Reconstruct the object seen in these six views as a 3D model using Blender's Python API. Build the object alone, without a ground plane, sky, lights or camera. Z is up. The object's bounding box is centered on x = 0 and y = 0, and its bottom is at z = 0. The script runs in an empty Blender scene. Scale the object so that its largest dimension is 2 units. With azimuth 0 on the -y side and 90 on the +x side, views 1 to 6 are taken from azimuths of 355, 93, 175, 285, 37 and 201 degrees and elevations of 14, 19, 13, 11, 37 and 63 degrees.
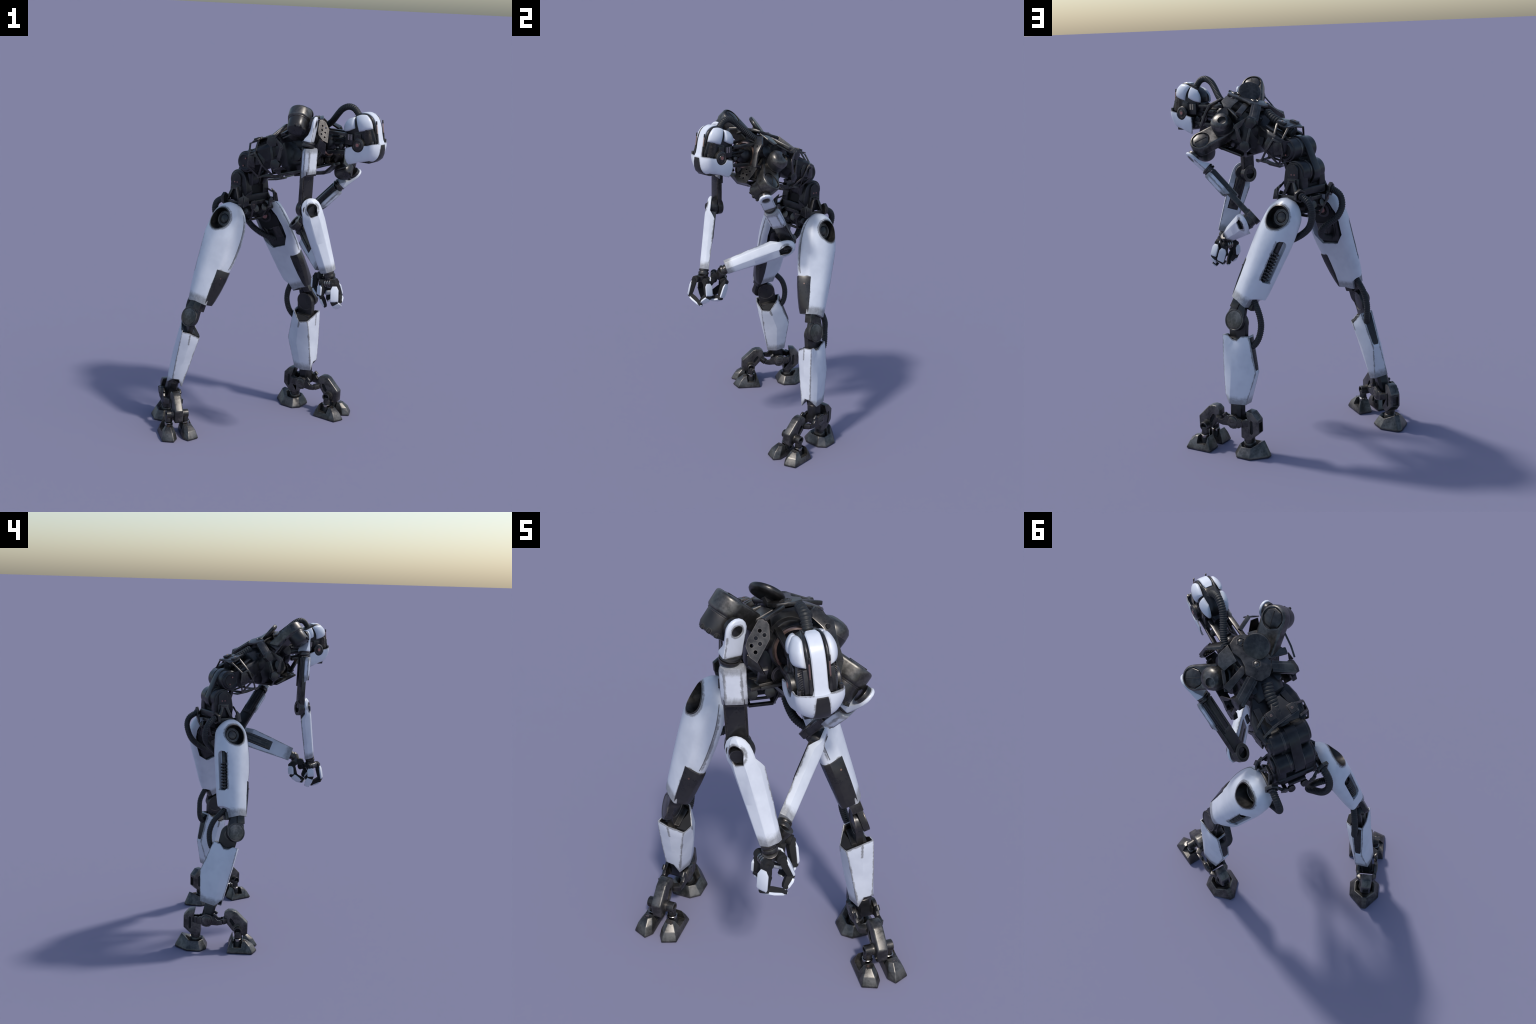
import bpy, bmesh, math, random
from mathutils import Vector, Matrix

random.seed(7)
V = Vector

# ---------------------------------------------------------------- materials
def _nodes(name):
    m = bpy.data.materials.new(name)
    m.use_nodes = True
    nt = m.node_tree
    nt.nodes.clear()
    out = nt.nodes.new('ShaderNodeOutputMaterial')
    b = nt.nodes.new('ShaderNodeBsdfPrincipled')
    nt.links.new(b.outputs[0], out.inputs[0])
    return m, nt, b

def _n(nt, kind, **kw):
    n = nt.nodes.new(kind)
    for k, v in kw.items():
        if k in n.inputs.keys():
            n.inputs[k].default_value = v
        else:
            setattr(n, k, v)
    return n

def _math(nt, op, a, b=None, clamp=False):
    n = nt.nodes.new('ShaderNodeMath'); n.operation = op; n.use_clamp = clamp
    for i, s in enumerate((a, b)):
        if s is None: continue
        if isinstance(s, (int, float)): n.inputs[i].default_value = s
        else: nt.links.new(s, n.inputs[i])
    return n.outputs[0]

def _range(nt, s, a, b, c=0.0, d=1.0, smooth=True):
    n = nt.nodes.new('ShaderNodeMapRange')
    n.interpolation_type = 'SMOOTHSTEP' if smooth else 'LINEAR'
    n.inputs['From Min'].default_value = a; n.inputs['From Max'].default_value = b
    n.inputs['To Min'].default_value = c; n.inputs['To Max'].default_value = d
    nt.links.new(s, n.inputs['Value'])
    return n.outputs[0]

def _mix(nt, fac, c1, c2):
    n = nt.nodes.new('ShaderNodeMix'); n.data_type = 'RGBA'
    if isinstance(fac, (int, float)): n.inputs[0].default_value = fac
    else: nt.links.new(fac, n.inputs[0])
    for i, c in ((6, c1), (7, c2)):
        if isinstance(c, tuple): n.inputs[i].default_value = (*c, 1)
        else: nt.links.new(c, n.inputs[i])
    return n.outputs[2]

def _noise(nt, co, scale, detail=4, rough=.55, dist=0.0):
    n = nt.nodes.new('ShaderNodeTexNoise')
    n.inputs['Scale'].default_value = scale; n.inputs['Detail'].default_value = detail
    n.inputs['Roughness'].default_value = rough; n.inputs['Distortion'].default_value = dist
    nt.links.new(co, n.inputs['Vector'])
    return n.outputs[0]

def _edge(nt, radius, lo, hi):
    """mask of worn edges: angle between the rounded and the true normal"""
    bv = nt.nodes.new('ShaderNodeBevel'); bv.samples = 8; bv.inputs['Radius'].default_value = radius
    g = nt.nodes.new('ShaderNodeNewGeometry')
    d = nt.nodes.new('ShaderNodeVectorMath'); d.operation = 'DOT_PRODUCT'
    nt.links.new(bv.outputs[0], d.inputs[0]); nt.links.new(g.outputs['Normal'], d.inputs[1])
    return _range(nt, d.outputs['Value'], lo, hi, 1, 0)

def _vec(nt, op, a, b=None, out=0):
    n = nt.nodes.new('ShaderNodeVectorMath'); n.operation = op
    for i, q in enumerate((a, b)):
        if q is None: continue
        if isinstance(q, (tuple, Vector)): n.inputs[i].default_value = tuple(q)
        else: nt.links.new(q, n.inputs[i])
    return n.outputs['Value'] if out else n.outputs[0]

def _segment(nt, co, a, b):
    """distance of the shaded point to the edge a-b"""
    a, b = Vector(a), Vector(b); ba = b - a
    pa = _vec(nt, 'SUBTRACT', co, a)
    h = _math(nt, 'DIVIDE', _vec(nt, 'DOT_PRODUCT', pa, ba, 1), max(ba.dot(ba), 1e-9), True)
    sc = nt.nodes.new('ShaderNodeVectorMath'); sc.operation = 'SCALE'; sc.inputs[0].default_value = ba; nt.links.new(h, sc.inputs['Scale'])
    return _vec(nt, 'LENGTH', _vec(nt, 'SUBTRACT', pa, sc.outputs[0]), None, 1)

def white_paint(name, bands=(), edges=(), rims=(), mir=False, width=.0075):
    """white enamel, rubbed grey and grimy along its edges.
    bands = (axis, full, none): worn ends along an object axis; edges = polylines; rims = (centre, radius) circles about x"""
    m, nt, b = _nodes(name)
    tc = nt.nodes.new('ShaderNodeTexCoord'); co = tc.outputs['Object']
    if mir: co = _vec(nt, 'MULTIPLY', co, (-1, 1, 1))
    big = _noise(nt, co, 9, 5, .6); fine = _noise(nt, co, 70, 5, .65); streak = _noise(nt, co, 30, 6, .72, .6)
    col = _mix(nt, _range(nt, big, .35, .7), (.64, .67, .73), (.555, .585, .65))
    sep = nt.nodes.new('ShaderNodeSeparateXYZ'); nt.links.new(co, sep.inputs[0])
    wear = None
    for ax, full, none in bands:
        q = sep.outputs['XYZ'.index(ax)]
        q = _math(nt, 'ADD', q, _math(nt, 'MULTIPLY', _math(nt, 'SUBTRACT', streak, .5), (none - full) * 1.3))
        mk = _range(nt, q, full, none, .80, 0)
        wear = mk if wear is None else _math(nt, 'MAXIMUM', wear, mk)
    dist = None
    for line in edges:
        for a, c in zip(line, line[1:]):
            d = _segment(nt, co, a, c); dist = d if dist is None else _math(nt, 'MINIMUM', dist, d)
    for c, r in rims:
        q = _vec(nt, 'LENGTH', _vec(nt, 'MULTIPLY', _vec(nt, 'SUBTRACT', co, c), (0, 1, 1)), None, 1)
        d = _math(nt, 'ABSOLUTE', _math(nt, 'SUBTRACT', q, r)); dist = d if dist is None else _math(nt, 'MINIMUM', dist, d)
    if dist is not None:
        d2 = _math(nt, 'ADD', dist, _math(nt, 'MULTIPLY', _math(nt, 'SUBTRACT', streak, .52), width * 3.4))
        mk = _range(nt, d2, width * .15, width, .88, 0)
        wear = mk if wear is None else _math(nt, 'MAXIMUM', wear, mk)
    if wear is not None:
        wear = _math(nt, 'MULTIPLY', wear, _range(nt, fine, .25, .6, .70, 1.0))
        col = _mix(nt, wear, col, (.175, .175, .18))
    spots = _range(nt, fine, .66, .74, 0, .25); col = _mix(nt, spots, col, (.42, .43, .45))
    nt.links.new(col, b.inputs['Base Color'])
    nt.links.new(_range(nt, streak, .2, .8, .27, .45), b.inputs['Roughness'])
    return m

def dark_metal(name, c1, c2, edge, metallic, rough, scale=14, edge_amt=.8, spec=.5):
    m, nt, b = _nodes(name)
    tc = nt.nodes.new('ShaderNodeTexCoord'); co = tc.outputs['Object']
    big = _noise(nt, co, scale, 6, .62, .3); fine = _noise(nt, co, scale * 6, 4, .6)
    f = _math(nt, 'ADD', _math(nt, 'MULTIPLY', big, .75), _math(nt, 'MULTIPLY', fine, .25))
    col = _mix(nt, _range(nt, f, .36, .66), c1, c2)
    w = _math(nt, 'MULTIPLY', _edge(nt, .004, .88, .985), _range(nt, big, .3, .62, .35, edge_amt))
    col = _mix(nt, w, col, edge)
    nt.links.new(col, b.inputs['Base Color'])
    b.inputs['Metallic'].default_value = metallic
    b.inputs['Specular IOR Level'].default_value = spec
    nt.links.new(_range(nt, f, .3, .7, rough - .07, rough + .09), b.inputs['Roughness'])
    return m

def plain(name, c, metallic, rough, scale=None):
    m, nt, b = _nodes(name)
    tc = nt.nodes.new('ShaderNodeTexCoord'); co = tc.outputs['Object']
    n = _noise(nt, co, scale or 40, 4)
    col = _mix(nt, _range(nt, n, .3, .7), tuple(x * .8 for x in c), tuple(min(1, x * 1.2) for x in c))
    nt.links.new(col, b.inputs['Base Color'])
    b.inputs['Metallic'].default_value = metallic; b.inputs['Roughness'].default_value = rough
    return m

MAT = {
    'seam': plain('seam_grime', (.16, .16, .17), 0, .6),
    'steel': dark_metal('worn_steel', (.052, .050, .047), (.150, .143, .134), (.27, .245, .22), .80, .35, 15),
    'gun': dark_metal('gunmetal', (.036, .035, .035), (.090, .086, .082), (.22, .195, .175), .80, .33, 14),
    'black': dark_metal('black_composite', (.018, .018, .020), (.038, .038, .040), (.11, .10, .095), .45, .34, 10, .7),
    'plate': dark_metal('dark_plate', (.022, .022, .024), (.040, .038, .037), (.14, .12, .11), .4, .30, 9, .9),
    'rubber': plain('ribbed_rubber', (.012, .013, .014), 0, .55),
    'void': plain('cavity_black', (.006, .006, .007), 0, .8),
    'copper': plain('copper', (.42, .27, .21), 1.0, .32),
    'chrome': plain('polished_steel', (.30, .28, .26), 1.0, .22),
    'red': plain('red_lens', (.30, .13, .11), .1, .35),
}

# shin corner points (shin frame): also the lines along which its paint is rubbed
SHIN_TOP = [(.044, .066, -.074), (-.006, .075, -.077), (-.077, .054, -.115), (-.090, .001, -.125), (-.053, -.068, -.073), (.011, -.086, -.071), (.024, -.043, -.076), (.025, -.014, -.101), (.030, .011, -.097), (.038, .037, -.075)]
SHIN_UP = [(.042, .067, -.15), (-.012, .075, -.15), (-.070, .059, -.15), (-.090, -.005, -.16), (-.051, -.084, -.14), (.006, -.097, -.14), (.027, -.050, -.15), (.035, -.018, -.155), (.038, .012, -.155), (.041, .042, -.15)]
SHIN_MID = [(.036, .067, -.275), (-.012, .071, -.275), (-.059, .064, -.275), (-.080, -.022, -.275), (-.048, -.111, -.273), (-.007, -.119, -.275), (.026, -.058, -.275), (.037, -.02, -.275), (.043, .012, -.275), (.042, .044, -.275)]
SHIN_BOT = [(.027, .065, -.405), (-.012, .066, -.407), (-.042, .067, -.456), (-.066, .008, -.459), (-.060, -.047, -.457), (.014, -.068, -.452), (.027, -.035, -.452), (.034, -.012, -.453), (.043, .024, -.453), (.037, .044, -.430)]
_col = lambda i: [SHIN_TOP[i], SHIN_UP[i], SHIN_MID[i], SHIN_BOT[i]]
_loop = lambda r: r + r[:1]
SHIN_EDGES = [_col(0), _col(2), _col(4), _col(5), _loop(SHIN_TOP), _loop(SHIN_BOT), [SHIN_TOP[1], SHIN_UP[1]], [SHIN_TOP[3], SHIN_UP[3]]]
THIGH_EDGES = [[(-.050, .119, .02), (-.056, .132, -.04), (-.058, .138, -.12), (-.058, .134, -.22), (-.057, .130, -.286)],
               [(-.006, .078, -.51), (0, .090, -.29), (-.022, .112, -.286), (-.057, .130, -.286), (-.088, .074, -.286), (-.077, .067, -.503)],
               [(-.080, -.038, -.213), (-.081, .061, -.211), (-.088, .100, -.15)], [(.042, -.065, -.12), (.023, -.059, -.34), (-.025, -.092, -.34)]]
FORE_EDGES = [[(.006, q * .058, -.03), (.005, q * .0625, -.076), (.006, q * .0445, -.368)] for q in (-1, 1)]
BOX_EDGES = [[(.026, q * .029, .19), (.026, q * .029, .334)] for q in (-1, 1)] + [[(.004, q * .045, .19), (.004, q * .045, .334)] for q in (-1, 1)]
JAW_EDGES = [[(.1, .024, .030), (.105, .026, .014), (.099, .050, .013), (.087, .074, .013), (.055, .0775, .004), (.03, .079, 0)], [(-.030, .082, -.010), (-.073, .084, -.022), (-.077, .083, -.066), (-.062, .066, -.116), (-.024, .065, -.104), (.030, .040, -.092), (.07, .03, -.086)],
             [(.110, .021, .006), (.109, .026, -.045), (.098, .029, -.070), (.080, .029, -.086)]]
JAW_EDGES = JAW_EDGES + [[(a, -b, c) for a, b, c in l] for l in JAW_EDGES]
LINK_EDGES = [[(.004, q * .033, -.095), (.003, q * .034, -.02)] for q in (-1, 1)] + [[(.004, -.035, -.098), (.004, .035, -.098)]]
MAT['white'] = white_paint('white_enamel', (), JAW_EDGES, width=.005)
MAT['white_plain'] = white_paint('white_enamel_finger', (), [[(5, 5, 5), (6, 6, 6)]])
for _sd, _m in (('R', False), ('L', True)):
    MAT['white_thigh' + _sd] = white_paint('white_enamel_thigh', (('Z', -.482, -.448),), THIGH_EDGES, [((0, 0, -.004), .071)], _m)
    MAT['white_shin' + _sd] = white_paint('white_enamel_shin', (('Z', -.440, -.400),), SHIN_EDGES, (), _m, .007)
    MAT['white_fore' + _sd] = white_paint('white_enamel_forearm', (('Z', -.350, -.318),), FORE_EDGES, [((0, 0, -.006), .036)], _m)
    MAT['white_box' + _sd] = white_paint('white_enamel_upper_arm', (('Z', .200, .232), ('Z', .326, .300)), BOX_EDGES, (), _m)
    MAT['white_link' + _sd] = white_paint('white_enamel_shoulder_link', (), LINK_EDGES, [((0, 0, 0), .022)], _m, .005)

# ---------------------------------------------------------------- frames and parts
class Frame:
    """rows = local axes in world space; a left-handed frame is built mirrored in x"""
    def __init__(self, rows, origin):
        r = [V(a).normalized() for a in rows]
        self.mir = r[0].cross(r[1]).dot(r[2]) < 0
        if self.mir: r[0] = -r[0]
        # re-orthogonalise around z
        z = r[2]; x = (r[0] - z * r[0].dot(z)).normalized(); y = z.cross(x)
        self.m = Matrix(((x.x, y.x, z.x, origin[0]), (x.y, y.y, z.y, origin[1]), (x.z, y.z, z.z, origin[2]), (0, 0, 0, 1)))
    def local(self, p):
        q = self.m.inverted() @ V(p)
        if self.mir: q.x = -q.x
        return q
WORLD = Frame(((1, 0, 0), (0, 1, 0), (0, 0, 1)), (0, 0, 0))
MW = {}

def new(): return bmesh.new()

def bevel(bm, w, seg=2, ang=28):
    es = [e for e in bm.edges if len(e.link_faces) == 2 and e.calc_face_angle(0) > math.radians(ang)]
    if es and w > 0:
        bmesh.ops.bevel(bm, geom=es, offset=w, segments=seg, profile=.6, affect='EDGES', clamp_overlap=True)
    return bm

def to_mesh(bm, name='tmp'):
    me = bpy.data.meshes.new(name); bm.to_mesh(me); return me

class Part:
    def __init__(self, name, frame=WORLD, parent=None, mat=None, smooth=32, world=None):
        self.name, self.frame, self.parent, self.mat, self.smooth = name, frame, parent, mat, smooth
        self.bm = bmesh.new(); self.mats = []
    def idx(self, mat):
        if mat not in self.mats: self.mats.append(mat)
        return self.mats.index(mat)
    def add(self, bm, mat=None, bev=0, seg=2, ang=28):
        if bev: bevel(bm, bev, seg, ang)
        i = self.idx(mat or self.mat)
        for f in bm.faces: f.material_index = i
        me = to_mesh(bm); bm.free(); self.bm.from_mesh(me); bpy.data.meshes.remove(me)
        return self
    def done(self):
        bm = self.bm
        if self.frame.mir:
            for v in bm.verts: v.co.x = -v.co.x
            bmesh.ops.reverse_faces(bm, faces=bm.faces)
        me = bpy.data.meshes.new(self.name); bm.to_mesh(me); bm.free()
        for p in me.polygons: p.use_smooth = True
        me.set_sharp_from_angle(angle=math.radians(self.smooth))
        for k in self.mats: me.materials.append(MAT[k])
        ob = bpy.data.objects.new(self.name, me)
        bpy.context.scene.collection.objects.link(ob)
        place(ob, self.frame.m, self.parent)
        return ob

def place(ob, m, parent):
    MW[ob.name] = m.copy()
    if parent is not None:
        ob.parent = parent; ob.matrix_parent_inverse = MW[parent.name].inverted()
    ob.matrix_basis = m

# ---------------------------------------------------------------- primitives (each returns a bmesh)
def loft(rings, cap0=True, cap1=True):
    bm = new(); R = [[bm.verts.new(V(p)) for p in r] for r in rings]; n = len(R[0])
    for a, b in zip(R, R[1:]):
        for i in range(n):
            bm.faces.new((a[i], a[(i + 1) % n], b[(i + 1) % n], b[i]))
    if cap0: bm.faces.new(list(reversed(R[0])))
    if cap1: bm.faces.new(R[-1])
    bmesh.ops.recalc_face_normals(bm, faces=bm.faces)
    return bm

def prism(poly, axis, d0, d1):
    """poly: 2D outline in the two other axes (xyz order); extruded from d0 to d1 along axis"""
    def p3(p, d):
        return {'x': (d, p[0], p[1]), 'y': (p[0], d, p[1]), 'z': (p[0], p[1], d)}[axis]
    return loft([[p3(p, d0) for p in poly], [p3(p, d1) for p in poly]])

def slab(pts, n, t):
    """planar outline of 3D points thickened by t along n (both ways when t is a pair)"""
    n = V(n).normalized(); a, b = (t if isinstance(t, tuple) else (0, t))
    return loft([[V(p) + n * a for p in pts], [V(p) + n * b for p in pts]])

def box(c, s, rot=None):
    bm = new(); bmesh.ops.create_cube(bm, size=1)
    for v in bm.verts:
        q = V((v.co.x * s[0], v.co.y * s[1], v.co.z * s[2])); v.co = (rot @ q if rot else q) + V(c)
    return bm

def basis(d, up=None):
    d = V(d).normalized(); u = V(up) if up else (V((0, 0, 1)) if abs(d.z) < .9 else V((1, 0, 0)))
    x = (u - d * u.dot(d)).normalized(); return x, d.cross(x), d

def beam(p0, p1, w, h, up=None, w1=None, h1=None):
    p0, p1 = V(p0), V(p1); x, y, d = basis(p1 - p0, up)
    w1 = w1 or w; h1 = h1 or h
    r = lambda p, w, h: [p + x * a * h / 2 + y * b * w / 2 for a, b in ((1, 1), (1, -1), (-1, -1), (-1, 1))]
    return loft([r(p0, w, h), r(p1, w1, h1)])

def rev(prof, p, d, seg=32, closed=False, up=None, arc=None):
    """revolve (radius, height) profile about axis d through p"""
    x, y, d = basis(d, up); p = V(p)
    rings = [[p + d * h + (x * math.cos(t) + y * math.sin(t)) * max(r, 1e-5) for t in [2 * math.pi * i / seg for i in range(seg)]] for r, h in prof]
    if closed: rings.append(rings[0])
    bm = loft(rings, not closed, not closed)
    bmesh.ops.remove_doubles(bm, verts=bm.verts, dist=2e-5)
    bmesh.ops.recalc_face_normals(bm, faces=bm.faces)
    return bm

def cyl(p0, p1, r, r1=None, seg=24):
    p0, p1 = V(p0), V(p1); return rev([(r, 0), (r1 if r1 is not None else r, (p1 - p0).length)], p0, p1 - p0, seg)

def ring(p, d, ro, ri, h0, h1, seg=32, ch=.0015):
    c = ch
    return rev([(ro - c, h1), (ri + c, h1), (ri, h1 - c), (ri, h0), (ro, h0), (ro, h1 - c)], p, d, seg, True)

def dome(p, d, r, h, seg=24, n=6):
    pr = [(r * math.cos(t), h * math.sin(t)) for t in [math.pi / 2 * i / n for i in range(n + 1)]]
    return rev([(r, -h * .3)] + pr, p, d, seg)

def ball(p, r, s=(1, 1, 1), seg=24):
    bm = new(); bmesh.ops.create_uvsphere(bm, u_segments=seg, v_segments=seg // 2, radius=r)
    for v in bm.verts: v.co = V((v.co.x * s[0], v.co.y * s[1], v.co.z * s[2])) + V(p)
    return bm

def spline(pts, n):
    """Catmull-Rom through pts, n samples per span"""
    P = [V(p) for p in pts]; P = [P[0] * 2 - P[1]] + P + [P[-1] * 2 - P[-2]]; out = []
    for i in range(1, len(P) - 2):
        a, b, c, d = P[i - 1:i + 3]
        for k in range(n):
            t = k / n
            out.append(.5 * (2 * b + (c - a) * t + (2 * a - 5 * b + 4 * c - d) * t * t + (3 * b - a - 3 * c + d) * t ** 3))
    out.append(P[-2]); return out

def closed_spline(pts, n):
    P = [V(p) for p in pts]; m = len(P); out = []
    for i in range(m):
        a, b, c, d = P[i - 1], P[i], P[(i + 1) % m], P[(i + 2) % m]
        for k in range(n):
            t = k / n
            out.append(.5 * (2 * b + (c - a) * t + (2 * a - 5 * b + 4 * c - d) * t * t + (3 * b - a - 3 * c + d) * t ** 3))
    return out

def sweep(path, radius, seg=16):
    """tube along a sampled path; radius(s) with s = arc length"""
    P = [V(p) for p in path]; n = len(P); rings = []; s = 0; x = None
    for i, p in enumerate(P):
        d = (P[min(i + 1, n - 1)] - P[max(i - 1, 0)]).normalized()
        x = basis(d)[0] if x is None else (x - d * x.dot(d)).normalized()
        y = d.cross(x)
        if i: s += (p - P[i - 1]).length
        r = radius(s) if callable(radius) else radius
        rings.append([p + (x * math.cos(t) + y * math.sin(t)) * r for t in [2 * math.pi * k / seg for k in range(seg)]])
    return loft(rings)

def ribbed(pts, r, pitch=.0105, depth=.0022):
    path = spline(pts, 40); out = [path[0]]; acc = 0
    step = pitch / 5
    L = [0]
    for a, b in zip(path, path[1:]): L.append(L[-1] + (b - a).length)
    m = int(L[-1] / step); j = 0
    for k in range(1, m + 1):
        s = k * step
        while j < len(L) - 2 and L[j + 1] < s: j += 1
        t = (s - L[j]) / max(L[j + 1] - L[j], 1e-9); out.append(path[j].lerp(path[j + 1], min(t, 1)))
    f = lambda s: r - depth * (1 if (s / pitch) % 1 > .72 else 0)
    return sweep(out, f, 18)

def helix(p0, p1, r, wire, turns, seg=8):
    p0, p1 = V(p0), V(p1); x, y, d = basis(p1 - p0); n = int(turns * 20)
    pts = [p0.lerp(p1, i / n) + (x * math.cos(2 * math.pi * turns * i / n) + y * math.sin(2 * math.pi * turns * i / n)) * r for i in range(n + 1)]
    return sweep(pts, wire, seg)

def stadium(r, cy, cz, cy2, cz2, r2=None, n=12):
    """outline around two circles (2D)"""
    r2 = r2 or r; a = math.atan2(cz2 - cz, cy2 - cy); L = math.hypot(cy2 - cy, cz2 - cz)
    o = math.acos(max(-1, min(1, (r - r2) / L)))
    pts = [(cy + r * math.cos(a + t), cz + r * math.sin(a + t)) for t in [o + (2 * math.pi - 2 * o) * i / n for i in range(n + 1)]]
    pts += [(cy2 + r2 * math.cos(a + t), cz2 + r2 * math.sin(a + t)) for t in [-o + 2 * o * i / n for i in range(n + 1)]]
    return pts

def ngon(r, n, c=(0, 0), rot=0): return [(c[0] + r * math.cos(rot + 2 * math.pi * i / n), c[1] + r * math.sin(rot + 2 * math.pi * i / n)) for i in range(n)]

def _tmp(bm):
    me = to_mesh(bm); bm.free(); ob = bpy.data.objects.new('tmp', me); bpy.context.scene.collection.objects.link(ob); return ob
def modify(bm, cutters=(), op='DIFFERENCE', solid=None):
    ob = _tmp(bm); cs = []
    if solid:
        md = ob.modifiers.new('s', 'SOLIDIFY'); md.thickness = solid; md.offset = -1; md.use_even_offset = True
    for c in cutters:
        co = _tmp(c); cs.append(co); md = ob.modifiers.new('b', 'BOOLEAN'); md.operation = op; md.object = co; md.solver = 'EXACT'
    dg = bpy.context.evaluated_depsgraph_get(); ev = ob.evaluated_get(dg); me = ev.to_mesh()
    out = new(); out.from_mesh(me); ev.to_mesh_clear()
    for o in cs + [ob]:
        me = o.data; bpy.data.objects.remove(o); bpy.data.meshes.remove(me)
    return out

# ---------------------------------------------------------------- the robot
root = bpy.data.objects.new('humanoid_robot', None)
root['label'] = 'Stooping white and black humanoid robot with three-toed metal feet'
root['category'] = 'robot'
bpy.context.scene.collection.objects.link(root)
place(root, Matrix.Identity(4), None)

# ===== thigh =====
THIGH = {'R': Frame(((-.672, -.6665, .3228), (.6756, -.7302, -.1014), (.3033, .15, .941)), (-.2379, -.0017, 1.2887)),
         'L': Frame(((.6123, .7327, .2969), (.653, -.6805, .3326), (-.4457, .0098, .8951)), (.0653, .309, 1.283))}

def thigh_ring(z):
    # control points: front, front-outer, outer, outer-rear, rear-outer, rear-inner, inner-rear, inner, inner-front, front-inner
    lv = {
        .101: [(-.042, .040), (-.028, .036), (-.018, .028), (-.012, .010), (-.016, -.008), (-.028, -.016), (-.042, -.016), (-.052, -.010), (-.056, .006), (-.054, .024), (-.049, .036)],
        .085: [(-.042, .068), (-.020, .060), (-.006, .046), (.008, .014), (.002, -.026), (-.020, -.044), (-.046, -.046), (-.064, -.032), (-.069, .005), (-.066, .040), (-.056, .062)],
        .055: [(-.046, .098), (-.020, .087), (.000, .070), (.026, .018), (.017, -.043), (-.014, -.073), (-.049, -.076), (-.072, -.055), (-.078, 0), (-.076, .060), (-.064, .090)],
        .02:  [(-.050, .119), (-.020, .104), (.006, .084), (.040, .020), (.028, -.054), (-.010, -.092), (-.050, -.095), (-.077, -.068), (-.083, 0), (-.082, .070), (-.070, .108)],
        -.04: [(-.056, .132), (-.022, .112), (.012, .088), (.050, .020), (.037, -.060), (-.008, -.100), (-.052, -.102), (-.080, -.070), (-.086, 0), (-.088, .078), (-.077, .120)],
        -.12: [(-.058, .138), (-.022, .117), (.014, .090), (.052, .020), (.042, -.064), (-.010, -.102), (-.055, -.105), (-.083, -.072), (-.088, 0), (-.090, .080), (-.080, .125)],
        -.22: [(-.058, .134), (-.024, .112), (.008, .088), (.047, .015), (.034, -.062), (-.017, -.098), (-.057, -.102), (-.083, -.070), (-.087, 0), (-.089, .078), (-.080, .120)],
        -.30: [(-.056, .118), (-.026, .103), (.002, .086), (.040, .012), (.027, -.060), (-.022, -.095), (-.058, -.100), (-.082, -.068), (-.086, 0), (-.086, .074), (-.078, .108)],
        -.42: [(-.056, .095), (-.028, .088), (-.002, .080), (.030, .010), (.017, -.050), (-.030, -.088), (-.060, -.094), (-.080, -.060), (-.083, 0), (-.081, .068), (-.074, .088)],
        -.54: [(-.055, .070), (-.030, .074), (-.006, .076), (.016, .014), (.010, -.036), (-.040, -.064), (-.060, -.070), (-.077, -.038), (-.080, .010), (-.076, .060), (-.070, .066)],
    }
    return [(p[0], p[1], z) for p in closed_spline([(a, b, 0) for a, b in lv[z]], 6)]
TZ = (.101, .085, .055, .02, -.04, -.12, -.22, -.30, -.42, -.54)
def smooth_rings(rings, n=3):
    out = []
    cols = [spline(c, n) for c in zip(*rings)]
    return [list(r) for r in zip(*cols)]

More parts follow.
